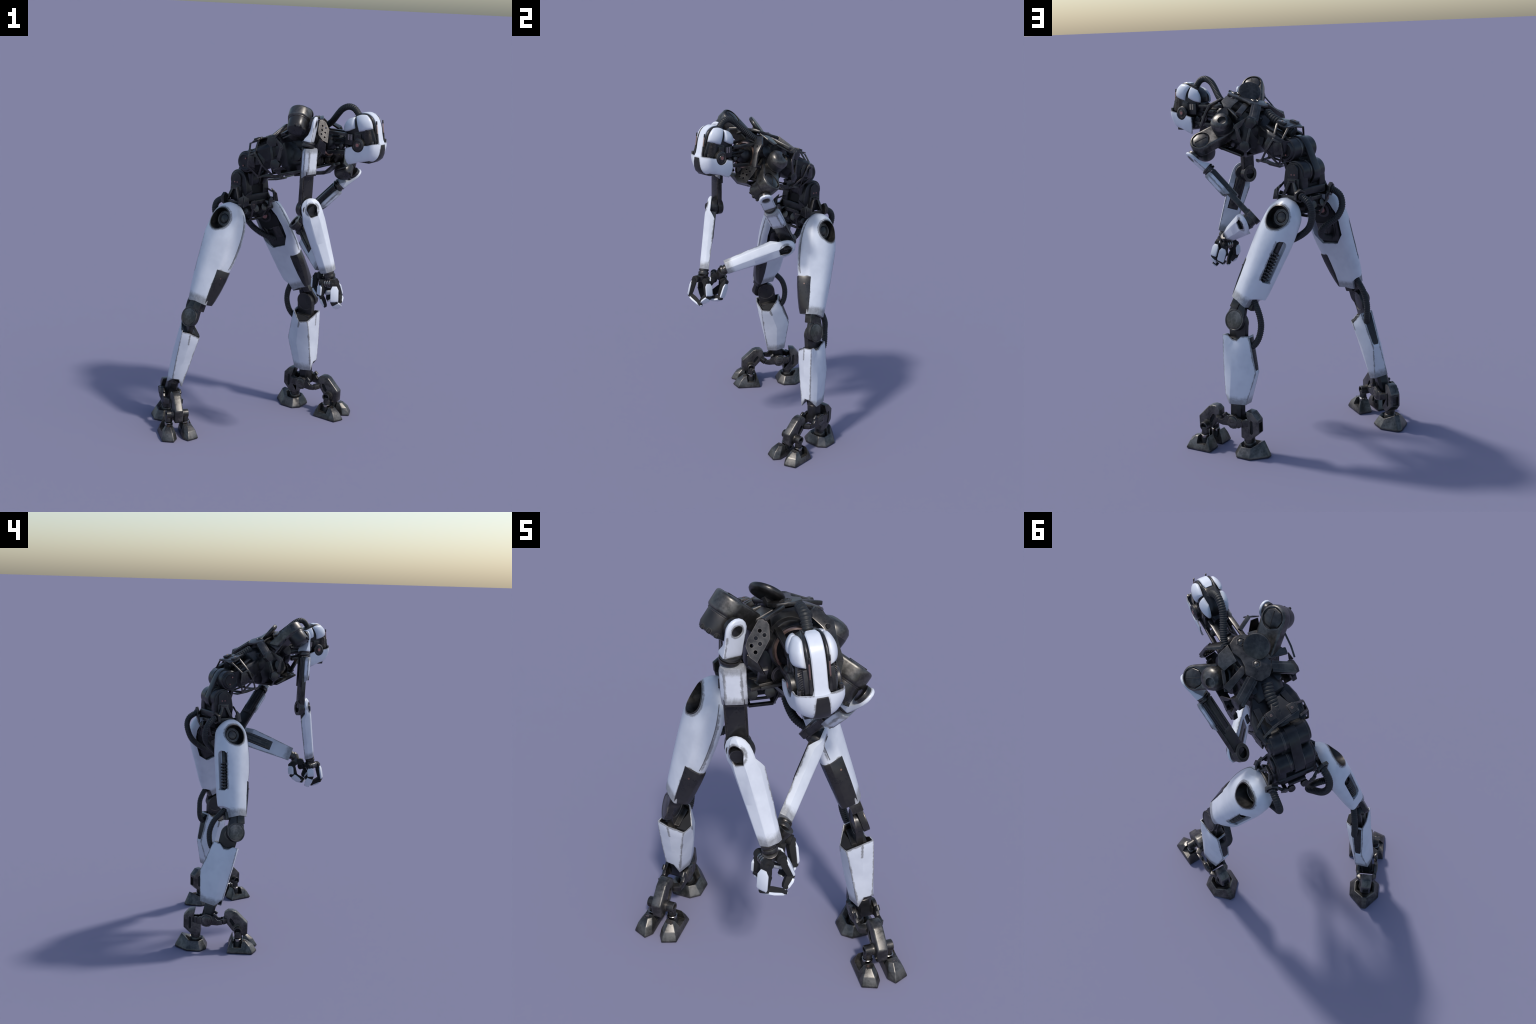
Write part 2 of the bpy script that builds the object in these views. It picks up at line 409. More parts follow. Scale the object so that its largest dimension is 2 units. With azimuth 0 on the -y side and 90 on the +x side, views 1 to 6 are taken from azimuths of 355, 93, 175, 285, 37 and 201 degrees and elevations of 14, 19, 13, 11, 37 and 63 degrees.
def build_thigh(side):
    F = THIGH[side]
    rings = smooth_rings([thigh_ring(z) for z in TZ])
    body = loft(rings, True, False)
    rimcut = rev([(.066, -.03), (.0705, .08)], (0, 0, -.004), (1, 0, 0), 40)
    n = V((.57, -.82, .0)).normalized()
    slot = [(.042, -.065, -.128), (.030, -.074, -.110), (.010, -.088, -.104), (-.004, -.098, -.110), (-.010, -.101, -.124), (-.025, -.092, -.334), (-.014, -.087, -.347), (.008, -.072, -.350), (.022, -.060, -.336)]
    slotcut = slab(slot, n, (-.03, .03))
    openy = [(.066, -.211), (-.038, -.213), (-.082, -.160), (-.088, -.08), (-.084, -.02), (-.066, .035), (-.03, .068), (.02, .070), (.070, .045), (.098, -.02), (.108, -.09), (.104, -.155)]
    inner = prism(openy, 'x', -.12, -.045)
    bottom = prism([(.14, -.509), (.02, -.503), (-.036, -.514), (-.046, -.462), (-.075, -.443), (-.13, -.432), (-.13, -.6), (.14, -.6)], 'x', -.2, .2)
    shell = modify(body, solid=.006)
    for cut in (bottom, inner, slotcut, rimcut): shell = modify(shell, [cut])
    p = Part('thigh', F, root, 'white_thigh' + side, 38); p.add(shell, 'white_thigh' + side)
    seam = [V(r[0]) for r in rings if -.285 < r[0][2] < .06]
    p.add(sweep([q + V((.006, -.0026, 0)) for q in seam], .0022, 8), 'seam'); th = p.done()
    # front plate set proud of the shell
    q = Part('front_plate', F, th, 'plate', 35)
    pr = []
    for z, (xo, yo), (x1, y1), (x2, y2), (x3, y3), (xi, yi) in (
            (-.286, (.003, .090), (-.022, .112), (-.057, .129), (-.082, .116), (-.0895, .074)), (-.34, (.002, .0915), (-.024, .111), (-.057, .127), (-.081, .112), (-.0885, .074)),
            (-.41, (0, .088), (-.026, .103), (-.056, .114), (-.078, .102), (-.086, .072)), (-.47, (-.003, .083), (-.028, .092), (-.056, .096), (-.076, .088), (-.082, .070)),
            (-.505, (-.006, .079), (-.030, .082), (-.055, .083), (-.072, .078), (-.078, .070))):
        pr.append([(xo, yo, z), (x1, y1, z), (x2, y2, z), (x3, y3, z), (xi, yi, z), (xi + .008, yi - .03, z), (-.05, .05, z), (xo - .006, yo - .03, z)])
    q.add(loft(pr), 'plate', .003)
    q.add(rev([(.004, 0), (.004, .0012), (.0022, .0012), (.0022, 0)], (-.023, .1115, -.331), (.3, 1, -.05), 14), 'copper')
    q.done()
    # hip bearing seen through the round opening
    h = Part('hip_joint', F, th, 'gun', 35)
    tube = modify(rev([(.069, .075), (.0645, -.028), (.060, -.028), (.0655, .075)], (0, 0, -.004), (1, 0, 0), 40, True), [loft(smooth_rings([thigh_ring(z) for z in TZ]))], 'INTERSECT')
    h.add(tube, 'gun')
    h.add(rev([(.064, -.032), (.064, -.022), (.052, -.020), (.052, -.010), (.046, -.008), (.046, -.016), (.040, -.016), (.040, -.006), (.035, -.006)], (0, 0, 0), (1, 0, 0), 40), 'gun')
    h.add(ring((0, 0, 0), (1, 0, 0), .0445, .040, -.01, -.003, 36), 'steel')
    h.add(dome((-.006, 0, 0), (1, 0, 0), .031, .009, 28), 'gun')
    h.add(rev([(.060, -.012), (.060, .0), (.050, .0), (.050, .006), (.036, .006), (.036, .002), (.022, .002)], (-.070, 0, 0), (-1, 0, 0), 36), 'black', .0012)
    h.add(cyl((-.076, 0, 0), (-.0785, 0, 0), .021), 'red')
    h.done()
    # actuator block and spring inside the shell, with black filler boxes behind the openings
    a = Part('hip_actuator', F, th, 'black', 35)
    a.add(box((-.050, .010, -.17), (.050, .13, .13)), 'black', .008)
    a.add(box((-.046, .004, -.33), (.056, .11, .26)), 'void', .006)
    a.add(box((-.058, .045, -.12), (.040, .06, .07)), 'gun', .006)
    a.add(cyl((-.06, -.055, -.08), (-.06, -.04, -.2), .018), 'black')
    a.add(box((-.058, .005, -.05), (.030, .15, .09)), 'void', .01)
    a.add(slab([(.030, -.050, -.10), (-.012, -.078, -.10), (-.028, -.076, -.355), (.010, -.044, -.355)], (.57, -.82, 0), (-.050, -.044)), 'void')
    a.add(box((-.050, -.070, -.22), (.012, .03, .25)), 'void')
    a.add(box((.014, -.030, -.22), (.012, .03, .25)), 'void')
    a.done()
    s = Part('suspension_spring', F, th, 'black', 40)
    s.add(helix((-.001, -.0625, -.180), (-.014, -.0575, -.345), .019, .0052, 9), 'gun')
    s.add(cyl((-.001, -.0625, -.10), (-.014, -.0575, -.345), .011), 'black')
    s.add(cyl((-.001, -.0625, -.10), (-.003, -.0615, -.178), .015), 'gun', .002)
    s.done()
    # knee link hanging from the thigh
    k = Part('knee_link', F, th, 'gun', 30)
    k.add(prism(stadium(.059, 0, -.606, .014, -.50, .037), 'x', -.026, -.002), 'plate', .003)
    k.add(ring((0, 0, -.606), (1, 0, 0), .059, .0505, -.004, .0015, 40), 'gun')
    k.add(cyl((-.004, 0, -.606), (.001, 0, -.606), .049, seg=40), 'steel', .002)
    k.add(box((-.020, .035, -.52), (.05, .05, .07)), 'gun', .005)
    k.add(box((-.045, -.02, -.50), (.04, .07, .05)), 'gun', .006)
    k.done()
    return th

# ===== shin =====
SHIN = {'R': Frame(((-.9568, -.2541, .1413), (.2157, -.9463, -.2409), (.1949, -.2001, .9602)), (-.4164, -.0549, .7093)),
        'L': Frame(((.6764, .7318, .0833), (.7352, -.6776, -.0169), (-.044, -.0727, .9964)), (.3186, .287, .7284))}
def build_shin(side):
    F = SHIN[side]
    top, up, mid, bot = SHIN_TOP, SHIN_UP, SHIN_MID, SHIN_BOT
    body = loft([top, up, mid, bot], False, False)
    shell = modify(body, solid=.005)
    bevel(shell, .0022, 2, 18)
    p = Part('shin', F, root, 'white_shin' + side, 30); p.add(shell, 'white_shin' + side); sh = p.done()
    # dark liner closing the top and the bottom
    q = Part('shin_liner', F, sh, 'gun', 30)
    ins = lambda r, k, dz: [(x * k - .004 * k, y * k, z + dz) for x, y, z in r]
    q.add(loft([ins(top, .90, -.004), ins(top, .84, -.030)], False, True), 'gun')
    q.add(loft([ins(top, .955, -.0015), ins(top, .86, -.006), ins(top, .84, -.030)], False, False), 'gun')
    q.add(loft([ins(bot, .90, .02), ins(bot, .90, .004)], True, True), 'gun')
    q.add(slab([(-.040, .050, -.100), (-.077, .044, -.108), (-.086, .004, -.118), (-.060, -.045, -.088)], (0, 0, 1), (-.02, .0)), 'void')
    q.done()
    # perforated dark panel in the calf
    u, w, bo, bi = V(top[4]), V(top[5]), V(mid[5]), V(mid[4])
    def at(a, b): return u.lerp(w, a).lerp(bi.lerp(bo, a), b)
    n = (w - u).cross(bi - u).normalized(); n = n if n.y < 0 else -n
    r = Part('calf_panel', F, sh, 'black', 30)
    r.add(slab([at(.13, .05), at(.13, .86), at(.22, .93), at(.80, .93), at(.88, .86), at(.88, .05)], n, (-.006, .0022)), 'black', .0015)
    for i in range(7):
        for j in range(3):
            r.add(cyl(at(.3 + .2 * j, .42 + .065 * i) + n * .002, at(.3 + .2 * j, .42 + .065 * i) + n * .0028, .0022, seg=8), 'void')
    r.done()
    # inner knee lug
    k = Part('knee_lug', F, sh, 'gun', 30)
    k.add(prism(stadium(.056, -.003, -.009, -.003, -.115, .052), 'x', -.026, .004), 'plate', .003)
    k.add(ring((-.024, -.003, -.009), (-1, 0, 0), .056, .051, -.002, .0045, 40), 'gun')
    k.add(cyl((-.024, -.003, -.009), (-.0255, -.003, -.009), .0505, seg=40), 'black')
    k.add(cyl((-.02, -.003, -.009), (.02, -.003, -.009), .03), 'gun')
    k.add(box((-.014, -.005, -.11), (.07, .10, .04)), 'gun', .008)
    k.done()
    # ankle shaft
    a = Part('ankle_shaft', F, sh, 'black', 30)
    a.add(rev([(.040, .02), (.040, -.004), (.037, -.006), (.037, -.010), (.039, -.012), (.039, -.018), (.034, -.020)], (-.004, .002, -.44), (0, 0, 1), 32), 'gun')
    a.add(prism([(-.035, -.02), (-.022, -.034), (.018, -.034), (.031, -.02), (.031, .022), (.018, .036), (-.022, .036), (-.035, .022)], 'z', -.555, -.455), 'black', .003)
    a.done()
    return sh

# ===== foot =====
def foot_frame(side):
    if side == 'L': h, f = V((.185, .441, 0)), V((.402, -.309, 0)).normalized()
    else: h, f = V((-.569, .242, 0)), V((.124, -.49, 0)).normalized()
    l = V((-f.y, f.x, 0)) * (1 if side == 'L' else -1)
    return Frame((l, f, (0, 0, 1)), h)

def build_foot(side):
    F = foot_frame(side)
    roll = -.03 / .115     # the yoke follows the roll of the shin: outer side higher
    def tilt(bm):
        for v in bm.verts: v.co.z += (v.co.x) * -roll * .55
        return bm
    y = Part('foot', F, root, 'gun', 32)
    # ankle yoke: two side plates and a front and a rear bar
    side_plate = [(.135, .165), (.135, .198), (.150, .210), (.165, .212), (.176, .222), (.197, .228), (.218, .222), (.228, .214), (.243, .216), (.250, .205), (.262, .190), (.292, .190), (.294, .164), (.262, .158), (.226, .160), (.214, .150), (.195, .147), (.178, .151), (.166, .162)]
    for s in (-1, 1):
        xs = sorted((s * .041, s * .057))
        y.add(tilt(prism([(a, b - .008) for a, b in side_plate], 'x', *xs)), 'gun', .0028)
        y.add(tilt(ring((s * .056, .195, .180), (s, 0, 0), .036, .0305, -.006, .0035, 32)), 'gun')
        cap = modify(rev([(.0295, -.004), (.0295, .003), (.024, .0065), (.010, .0075)], (s * .056, .195, .180), (s, 0, 0), 32), [box((s * .066, .195, .178), (.012, .030, .008))])
        y.add(tilt(cap), 'steel')
        y.add(tilt(cyl((s * .05, .256, .205), (s * .05, .236, .222), .009, seg=14)), 'gun', .002)
        y.add(tilt(beam((s * .049, .29, .172), (s * .022, .312, .176), .028, .030)), 'gun', .003)
        y.add(tilt(beam((s * .049, .14, .180), (s * .026, .118, .182), .026, .036)), 'gun', .003)
    y.add(box((0, .308, .178), (.05, .026, .034)), 'gun', .004)
    y.add(box((0, .190, .172), (.088, .050, .048)), 'black', .006)
    foot = y.done()
    # front strut: a thick bent arm
    a = Part('front_strut', F, foot, 'steel', 34)
    prof = [(.302, .170), (.302, .226), (.323, .244), (.350, .246), (.374, .238), (.446, .167), (.446, .100), (.433, .086), (.408, .088), (.353, .116), (.318, .160)]
    arm = prism(prof, 'x', -.0265, .0265)
    for v in arm.verts:
        if v.co.y > .34: v.co.x *= .92
    bevel(arm, .008, 3, 20)
    for s in (-1, 1):
        pocket = [(.334, .192), (.342, .198), (.352, .192), (.372, .160), (.370, .148), (.360, .142), (.352, .148), (.334, .178)]
        arm = modify(arm, [prism(pocket, 'x', *sorted((s * .017, s * .05)))])
    a.add(arm, 'steel')
    for s in (-1, 1):
        a.add(prism([(.336, .190), (.342, .195), (.350, .190), (.369, .160), (.361, .146), (.354, .150), (.336, .176)], 'x', *sorted((s * .0165, s * .0178))), 'void')
        a.add(cyl((s * .02, .388, .127), (s * .032, .388, .127), .028), 'gun', .002)
        a.add(ring((s * .032, .388, .127), (s, 0, 0), .0245, .0165, 0, .034, 28, .002), 'gun')
        a.add(cyl((s * .032, .388, .127), (s * .05, .388, .127), .017), 'void')
        a.add(cyl((s * .049, .388, .125), (s * .049, .388, .085), .0175, .021), 'gun', .002)
        a.add(rev([(.021, 0), (.0235, .001), (.0245, .006), (.0235, .014), (.021, .016)], (s * .049, .388, .064), (0, 0, 1), 28), 'chrome')
        a.add(cyl((s * .049, .388, .068), (s * .049, .388, .030), .0235, .0255), 'rubber')
    a.done()
    # rear strut
    b = Part('heel_strut', F, foot, 'steel', 34)
    prof = [(.053, .207), (.088, .246), (.125, .250), (.120, .222), (.114, .205), (.114, .166), (.158, .160), (.160, .096), (.135, .088), (.099, .092), (.053, .131)]
    st = prism(prof, 'x', -.034, .034)
    for v in st.verts:
        if v.co.z > .24 or v.co.y < .06: v.co.x *= .8
    bevel(st, .006, 2, 25)
    for s in (-1, 1):
        st = modify(st, [prism([(.083, .196), (.0925, .206), (.102, .196), (.102, .130), (.0925, .120), (.083, .130)], 'x', *sorted((s * .026, s * .06)))])
    st = modify(st, [prism([(-.016, .135), (.016, .135), (.016, .19), (-.016, .19)], 'y', .0, .066)])
    b.add(st, 'steel')
    for s in (-1, 1):
        b.add(prism([(.085, .195), (.0925, .203), (.100, .195), (.100, .131), (.0925, .123), (.085, .131)], 'x', *sorted((s * .0255, s * .0265))), 'void')
    b.add(rev([(.030, .050), (.030, .028), (.027, .026), (.027, .020), (.031, .018), (.034, .010), (.034, 0), (.030, -.02), (.030, -.03)], (0, .127, .047), (0, 0, 1), 32), 'gun')
    b.add(cyl((0, .127, .048), (0, .127, .015), .036), 'rubber')
    b.done()
    # heel pad
    h = Part('heel_pad', F, foot, 'steel', 60)
    base = [(-.014, 0), (-.086, .078), (-.087, .162), (-.045, .197), (.045, .197), (.087, .162), (.086, .078), (.014, 0)]
    lo = [(x, yy, .0) for x, yy in base]; lo2 = [(x, yy, .010) for x, yy in base]
    topz = [.082, .058, .056, .060, .060, .056, .058, .082]
    tp = [(x * .66, .105 + (yy - .105) * .72, z) for (x, yy), z in zip(base, topz)]
    tp[0] = (-.014, .040, .086); tp[-1] = (.014, .040, .086)
    inn = [(x * .48, .125 + (yy - .125) * .50, .040) for x, yy in base]
    inn[0] = (-.010, .066, .070); inn[-1] = (.010, .066, .070)
    deep = [(x * .42, .125 + (yy - .125) * .45, .016) for x, yy in base]
    h.add(loft([lo, lo2, tp, inn, deep]), 'steel', .008, 3, 14)
    h.done()
    # two toes
    for s in (-1, 1):
        t = Part('toe', F, foot, 'steel', 55)
        base = [(.022, .327), (.103, .326), (.108, .480), (.043, .506), (.017, .470)]
        cx = .060
        def lv(k, z, dy=0): return [(cx + (x - cx) * k, .41 + (yy - .41) * k + dy, z) for x, yy in base]
        top = [(.034, .352, .081), (.080, .352, .079), (.077, .436, .070), (.052, .446, .072), (.034, .434, .070)]
        mid = [(.027, .338, .045), (.094, .338, .045), (.096, .462, .045), (.047, .482, .045), (.024, .456, .045)]
        body = loft([lv(1, 0), lv(1, .008), mid, top])
        bevel(body, .010, 3, 15)
        well = rev([(.036, -.07), (.040, .06)], (.049, .382, .10), (0, 0, 1), 28)
        chan = box((.049, .384, .085), (.16, .058, .10))
        body = modify(body, [well, chan] if False else [prism([(.357, .034), (.416, .034), (.424, .12), (.346, .12)], 'x', -.05, .2)])
        for v in body.verts: v.co.x *= s
        if s < 0: bmesh.ops.reverse_faces(body, faces=body.faces)
        t.add(body, 'steel')
        t.add(rev([(.0085, -.004), (.0085, .003), (.005, .003), (.005, .001), (.003, .001), (.003, .004)], (s * .060, .434, .068), (0, .15, 1), 14), 'copper')
        for i in range(4):
            an = math.pi / 4 + i * math.pi / 2
            t.add(box((s * .060 + .011 * math.cos(an), .434 + .011 * math.sin(an), .068), (.006, .006, .006)), 'gun')
        t.done()
    return foot

# ===== arms =====
def uarm_frame(side):
    if side == 'R': er, un, x = V((.194, -.337, 1.427)), V((.197, -.348, 1.772)), V((.58, -.81, 0))
    else: er, un, x = V((.213, .103, 1.242)), V((.428, .001, 1.495)), V((.78, .05, -.60))
    z = (un - er).normalized(); x = (x - z * x.dot(z)).normalized(); yy = x.cross(z) * (1 if side == 'L' else -1)
    return Frame((x, yy, z), er)
def build_upper_arm(side):
    F = uarm_frame(side)
    p = Part('upper_arm', F, root, 'white_box' + side, 30)
    sec = lambda z, k=1., xb=-.016: [(xb, -.044 * k, z), (.006, -.045 * k, z), (.026, -.029 * k, z), (.026, .029 * k, z), (.006, .045 * k, z), (xb, .044 * k, z)]
    lowr = sec(.196, .97); lowr[0] = (-.014, -.042, .172); lowr[5] = (-.014, .042, .172); lowr[1] = (.004, -.043, .184); lowr[4] = (.004, .043, .184)
    sh = modify(loft([lowr, sec(.215), sec(.318), sec(.334, .86, -.012)], False, True), solid=.006)
    p.add(sh, 'white_box' + side, .003, 2, 20)
    ua = p.done()
    q = Part('arm_bar', F, ua, 'plate', 30)
    q.add(box((-.014, 0, .165), (.032, .066, .33)), 'plate', .003)
    q.add(box((-.014, .036, .10), (.026, .006, .20)), 'gun', .002)
    q.add(box((-.014, -.036, .10), (.026, .006, .20)), 'gun', .002)
    q.add(box((.004, 0, .200), (.034, .070, .03)), 'gun', .002)
    q.add(box((-.033, 0, .238), (.014, .058, .195)), 'black', .003)
    q.add(box((-.040, .017, .238), (.006, .008, .18)), 'gun', .002)
    q.add(box((-.040, -.017, .238), (.006, .008, .18)), 'gun', .002)
    q.add(box((-.038, 0, .152), (.008, .05, .02)), 'gun', .003)
    q.add(ring((-.034, 0, 0), (1, 0, 0), .0475, .030, 0, .030, 36, .003), 'gun')
    q.add(cyl((-.020, 0, 0), (-.004, 0, 0), .031), 'void')
    q.add(cyl((-.006, 0, 0), (.022, 0, 0), .041), 'gun', .003)
    q.add(cyl((.02, 0, 0), (.05, 0, 0), .026), 'black')
    q.done()
    return ua

def link_frame(side):
    if side == 'R': ud, un, n = V((.218, -.341, 1.888)), V((.197, -.348, 1.772)), V((.92, -.37, -.145))
    else: ud, un, n = V((.51, -.02, 1.57)), V((.428, .001, 1.495)), V((.66, .30, -.62))
    z = (ud - un).normalized(); x = (n - z * n.dot(z)).normalized(); yy = x.cross(z) * (1 if side == 'L' else -1)
    return Frame((x, yy, z), ud)
def build_link(side, ua):
    F = link_frame(side)
    p = Part('shoulder_link', F, ua, 'white_link' + side, 35)
    def r(z, w, x0, x1): return [(x0, -w * .9, z), (x1 - .006, -w, z), (x1, -w * .8, z), (x1 + .001, 0, z), (x1, w * .8, z), (x1 - .006, w, z), (x0, w * .9, z), (x0, 0, z)]
    L = [r(-.098, .037, -.040, .004), r(-.085, .037, -.036, .005), r(-.062, .036, -.022, .005), r(-.035, .037, -.016, .004), r(-.012, .039, -.015, .003), r(.008, .038, -.015, .002), r(.024, .031, -.014, .001), r(.034, .021, -.013, 0), r(.040, .008, -.012, -.002)]
    body = loft(L); bevel(body, .003, 2, 40)
    body = modify(body, [cyl((-.004, 0, 0), (.03, 0, 0), .020, .022, 28)])
    p.add(body, 'white_link' + side)
    p.add(cyl((-.006, 0, 0), (.002, 0, 0), .0185, seg=28), 'gun', .0015)
    p.add(cyl((-.03, 0, 0), (-.012, 0, 0), .034, seg=28), 'gun', .002)
    p.add(rev([(.030, .004), (.034, .002), (.036, -.004), (.034, -.008), (.030, -.009), (.030, -.012), (.035, -.013), (.036, -.018), (.034, -.024), (.028, -.025)], (-.016, 0, -.100), (0, 0, 1), 28), 'gun')
    return p.done()

FORE = {'R': Frame(((.091, -.9929, .0766), (.9426, .1107, .3151), (-.3213, .0435, .946)), (.1978 + .0156, -.3228 + .0018, 1.4286 + .0052)),
        'L': Frame(((.905, .313, -.288), (.373, -.260, .890), (-.204, .914, .353)), (.213, .083, 1.231))}
def build_forearm(side):
    F = FORE[side]
    def r(z, h, xb, xf): return [(xb, -h, z), (xb + (xf - xb) * .45, -h * .97, z), (xf - .004, -h * .52, z), (xf, -h * .40, z), (xf, h * .40, z), (xf - .004, h * .52, z), (xb + (xf - xb) * .45, h * .97, z), (xb, h, z)]
    rings = [r(.055, .006, .036, .044), r(.050, .024, .036, .049), r(.040, .038, .036, .054), (r(.022, .050, .036, .058)), r(0, .0555, .036, .061), r(-.030, .058, .036, .063), r(-.052, .060, .020, .064), r(-.076, .0625, .005, .064), r(-.2, .0555, .005, .062), r(-.34, .046, .006, .060), r(-.368, .0445, .006, .059)]
    body = loft(rings, True, True)
    bevel(body, .003, 2, 30)
    arch = [(.030 * math.cos(t), .030 * math.sin(t)) for t in [math.pi * i / 14 for i in range(15)]] + [(-.020, -.044), (.020, -.044)]
    rec = prism([(a, b - .002) for a, b in arch], 'x', .040, .09)
    well = prism([(-.031, .03), (.031, .03), (.031, -.225), (-.031, -.225)], 'x', -.03, .030)
    under = box((.010, 0, -.02), (.06, .2, .09)) if False else None
    body = modify(body, [rec, well])
    p = Part('forearm', F, root, 'white_fore' + side, 28); p.add(body, 'white_fore' + side); fa = p.done()
    q = Part('forearm_beam', F, fa, 'gun', 30)
    q.add(prism([(a * 1.04, (b - .002) * 1.04) for a, b in arch], 'x', .030, .0425), 'black')
    o_, i_ = [(a * 1.01, (b - .002) * 1.01) for a, b in arch], [(a * .93, (b - .002) * .94) for a, b in arch]
    q.add(loft([[(.04, *c) for c in o_], [(.0592, *c) for c in o_], [(.0592, *c) for c in i_], [(.04, *c) for c in i_]]), 'plate')
    q.add(dome((.043, 0, -.003), (1, 0, 0), .0175, .007, 24), 'gun')
    q.add(ring((.041, 0, -.003), (1, 0, 0), .022, .0175, 0, .006, 24), 'black')
    for s in (-1, 1): q.add(cyl((.042, s * .012, -.037), (.045, s * .012, -.037), .0025, seg=10), 'void')
    q.add(box((.020, 0, -.10), (.034, .054, .24)), 'gun', .004)
    q.add(box((.003, .016, -.11), (.006, .014, .16)), 'black', .002)
    q.add(box((.003, -.016, -.11), (.006, .014, .16)), 'black', .002)
    q.add(cyl((.002, 0, 0), (.040, 0, 0), .044), 'black', .003)
    q.done()
    w = Part('wrist', F, fa, 'gun', 32)
    w.add(rev([(.022, .004), (.024, -.003), (.0285, -.004), (.029, -.009), (.0275, -.013), (.025, -.014), (.025, -.018), (.029, -.019), (.031, -.026), (.029, -.034), (.024, -.036)], (.034, 0, -.366), (0, 0, 1), 28), 'gun')
    w.done()
    return fa

# ===== hoses =====
def hose(name, pts, r, parent, ends=True):
    p = Part(name, WORLD, parent, 'rubber', 50)
    p.add(ribbed(pts, r), 'rubber')
    return p.done()

FA = {}
for s in 'RL':
    th = build_thigh(s); sh = build_shin(s); ft = build_foot(s)
    ua = build_upper_arm(s); build_link(s, ua); fa = build_forearm(s)
    FA[s] = fa

hose('hip_hose', [(-.222, .105, 1.386), (-.240, .118, 1.384), (-.276, .146, 1.353), (-.283, .163, 1.298), (-.256, .168, 1.243), (-.205, .155, 1.201), (-.172, .135, 1.164), (-.185, .08, 1.12), (-.235, .03, 1.10)], .0185, root)
hose('hip_hose', [(-.035, .292, 1.389), (-.047, .305, 1.385), (-.080, .340, 1.357), (-.096, .349, 1.306), (-.085, .328, 1.232), (-.051, .297, 1.185), (.011, .262, 1.145), (.075, .258, 1.122), (.137, .265, 1.117)], .0185, root)
hose('knee_hose', [(.235, .300, .86), (.215, .328, .815), (.199, .350, .755), (.197, .353, .700), (.212, .356, .645), (.236, .352, .608), (.262, .335, .592)], .0175, root)
hose('knee_hose', [(-.375, -.01, .855), (-.392, .016, .822), (-.412, .055, .775), (-.424, .076, .716), (-.424, .078, .660), (-.424, .066, .616), (-.424, .045, .592)], .0175, root)
hose('head_hose', [(.462, -.300, 1.925), (.452, -.295, 1.946), (.430, -.277, 1.975), (.402, -.254, 1.982), (.376, -.224, 1.966), (.360, -.195, 1.940), (.337, -.130, 1.886), (.315, -.095, 1.858)], .0178, root)

# ===== pelvis and waist =====
PEL = Frame(((.7109, .7033, .0072), (.7033, -.7109, 0), (-.0051, -.0051, 1)), (-.0926, .161, 1.4995))

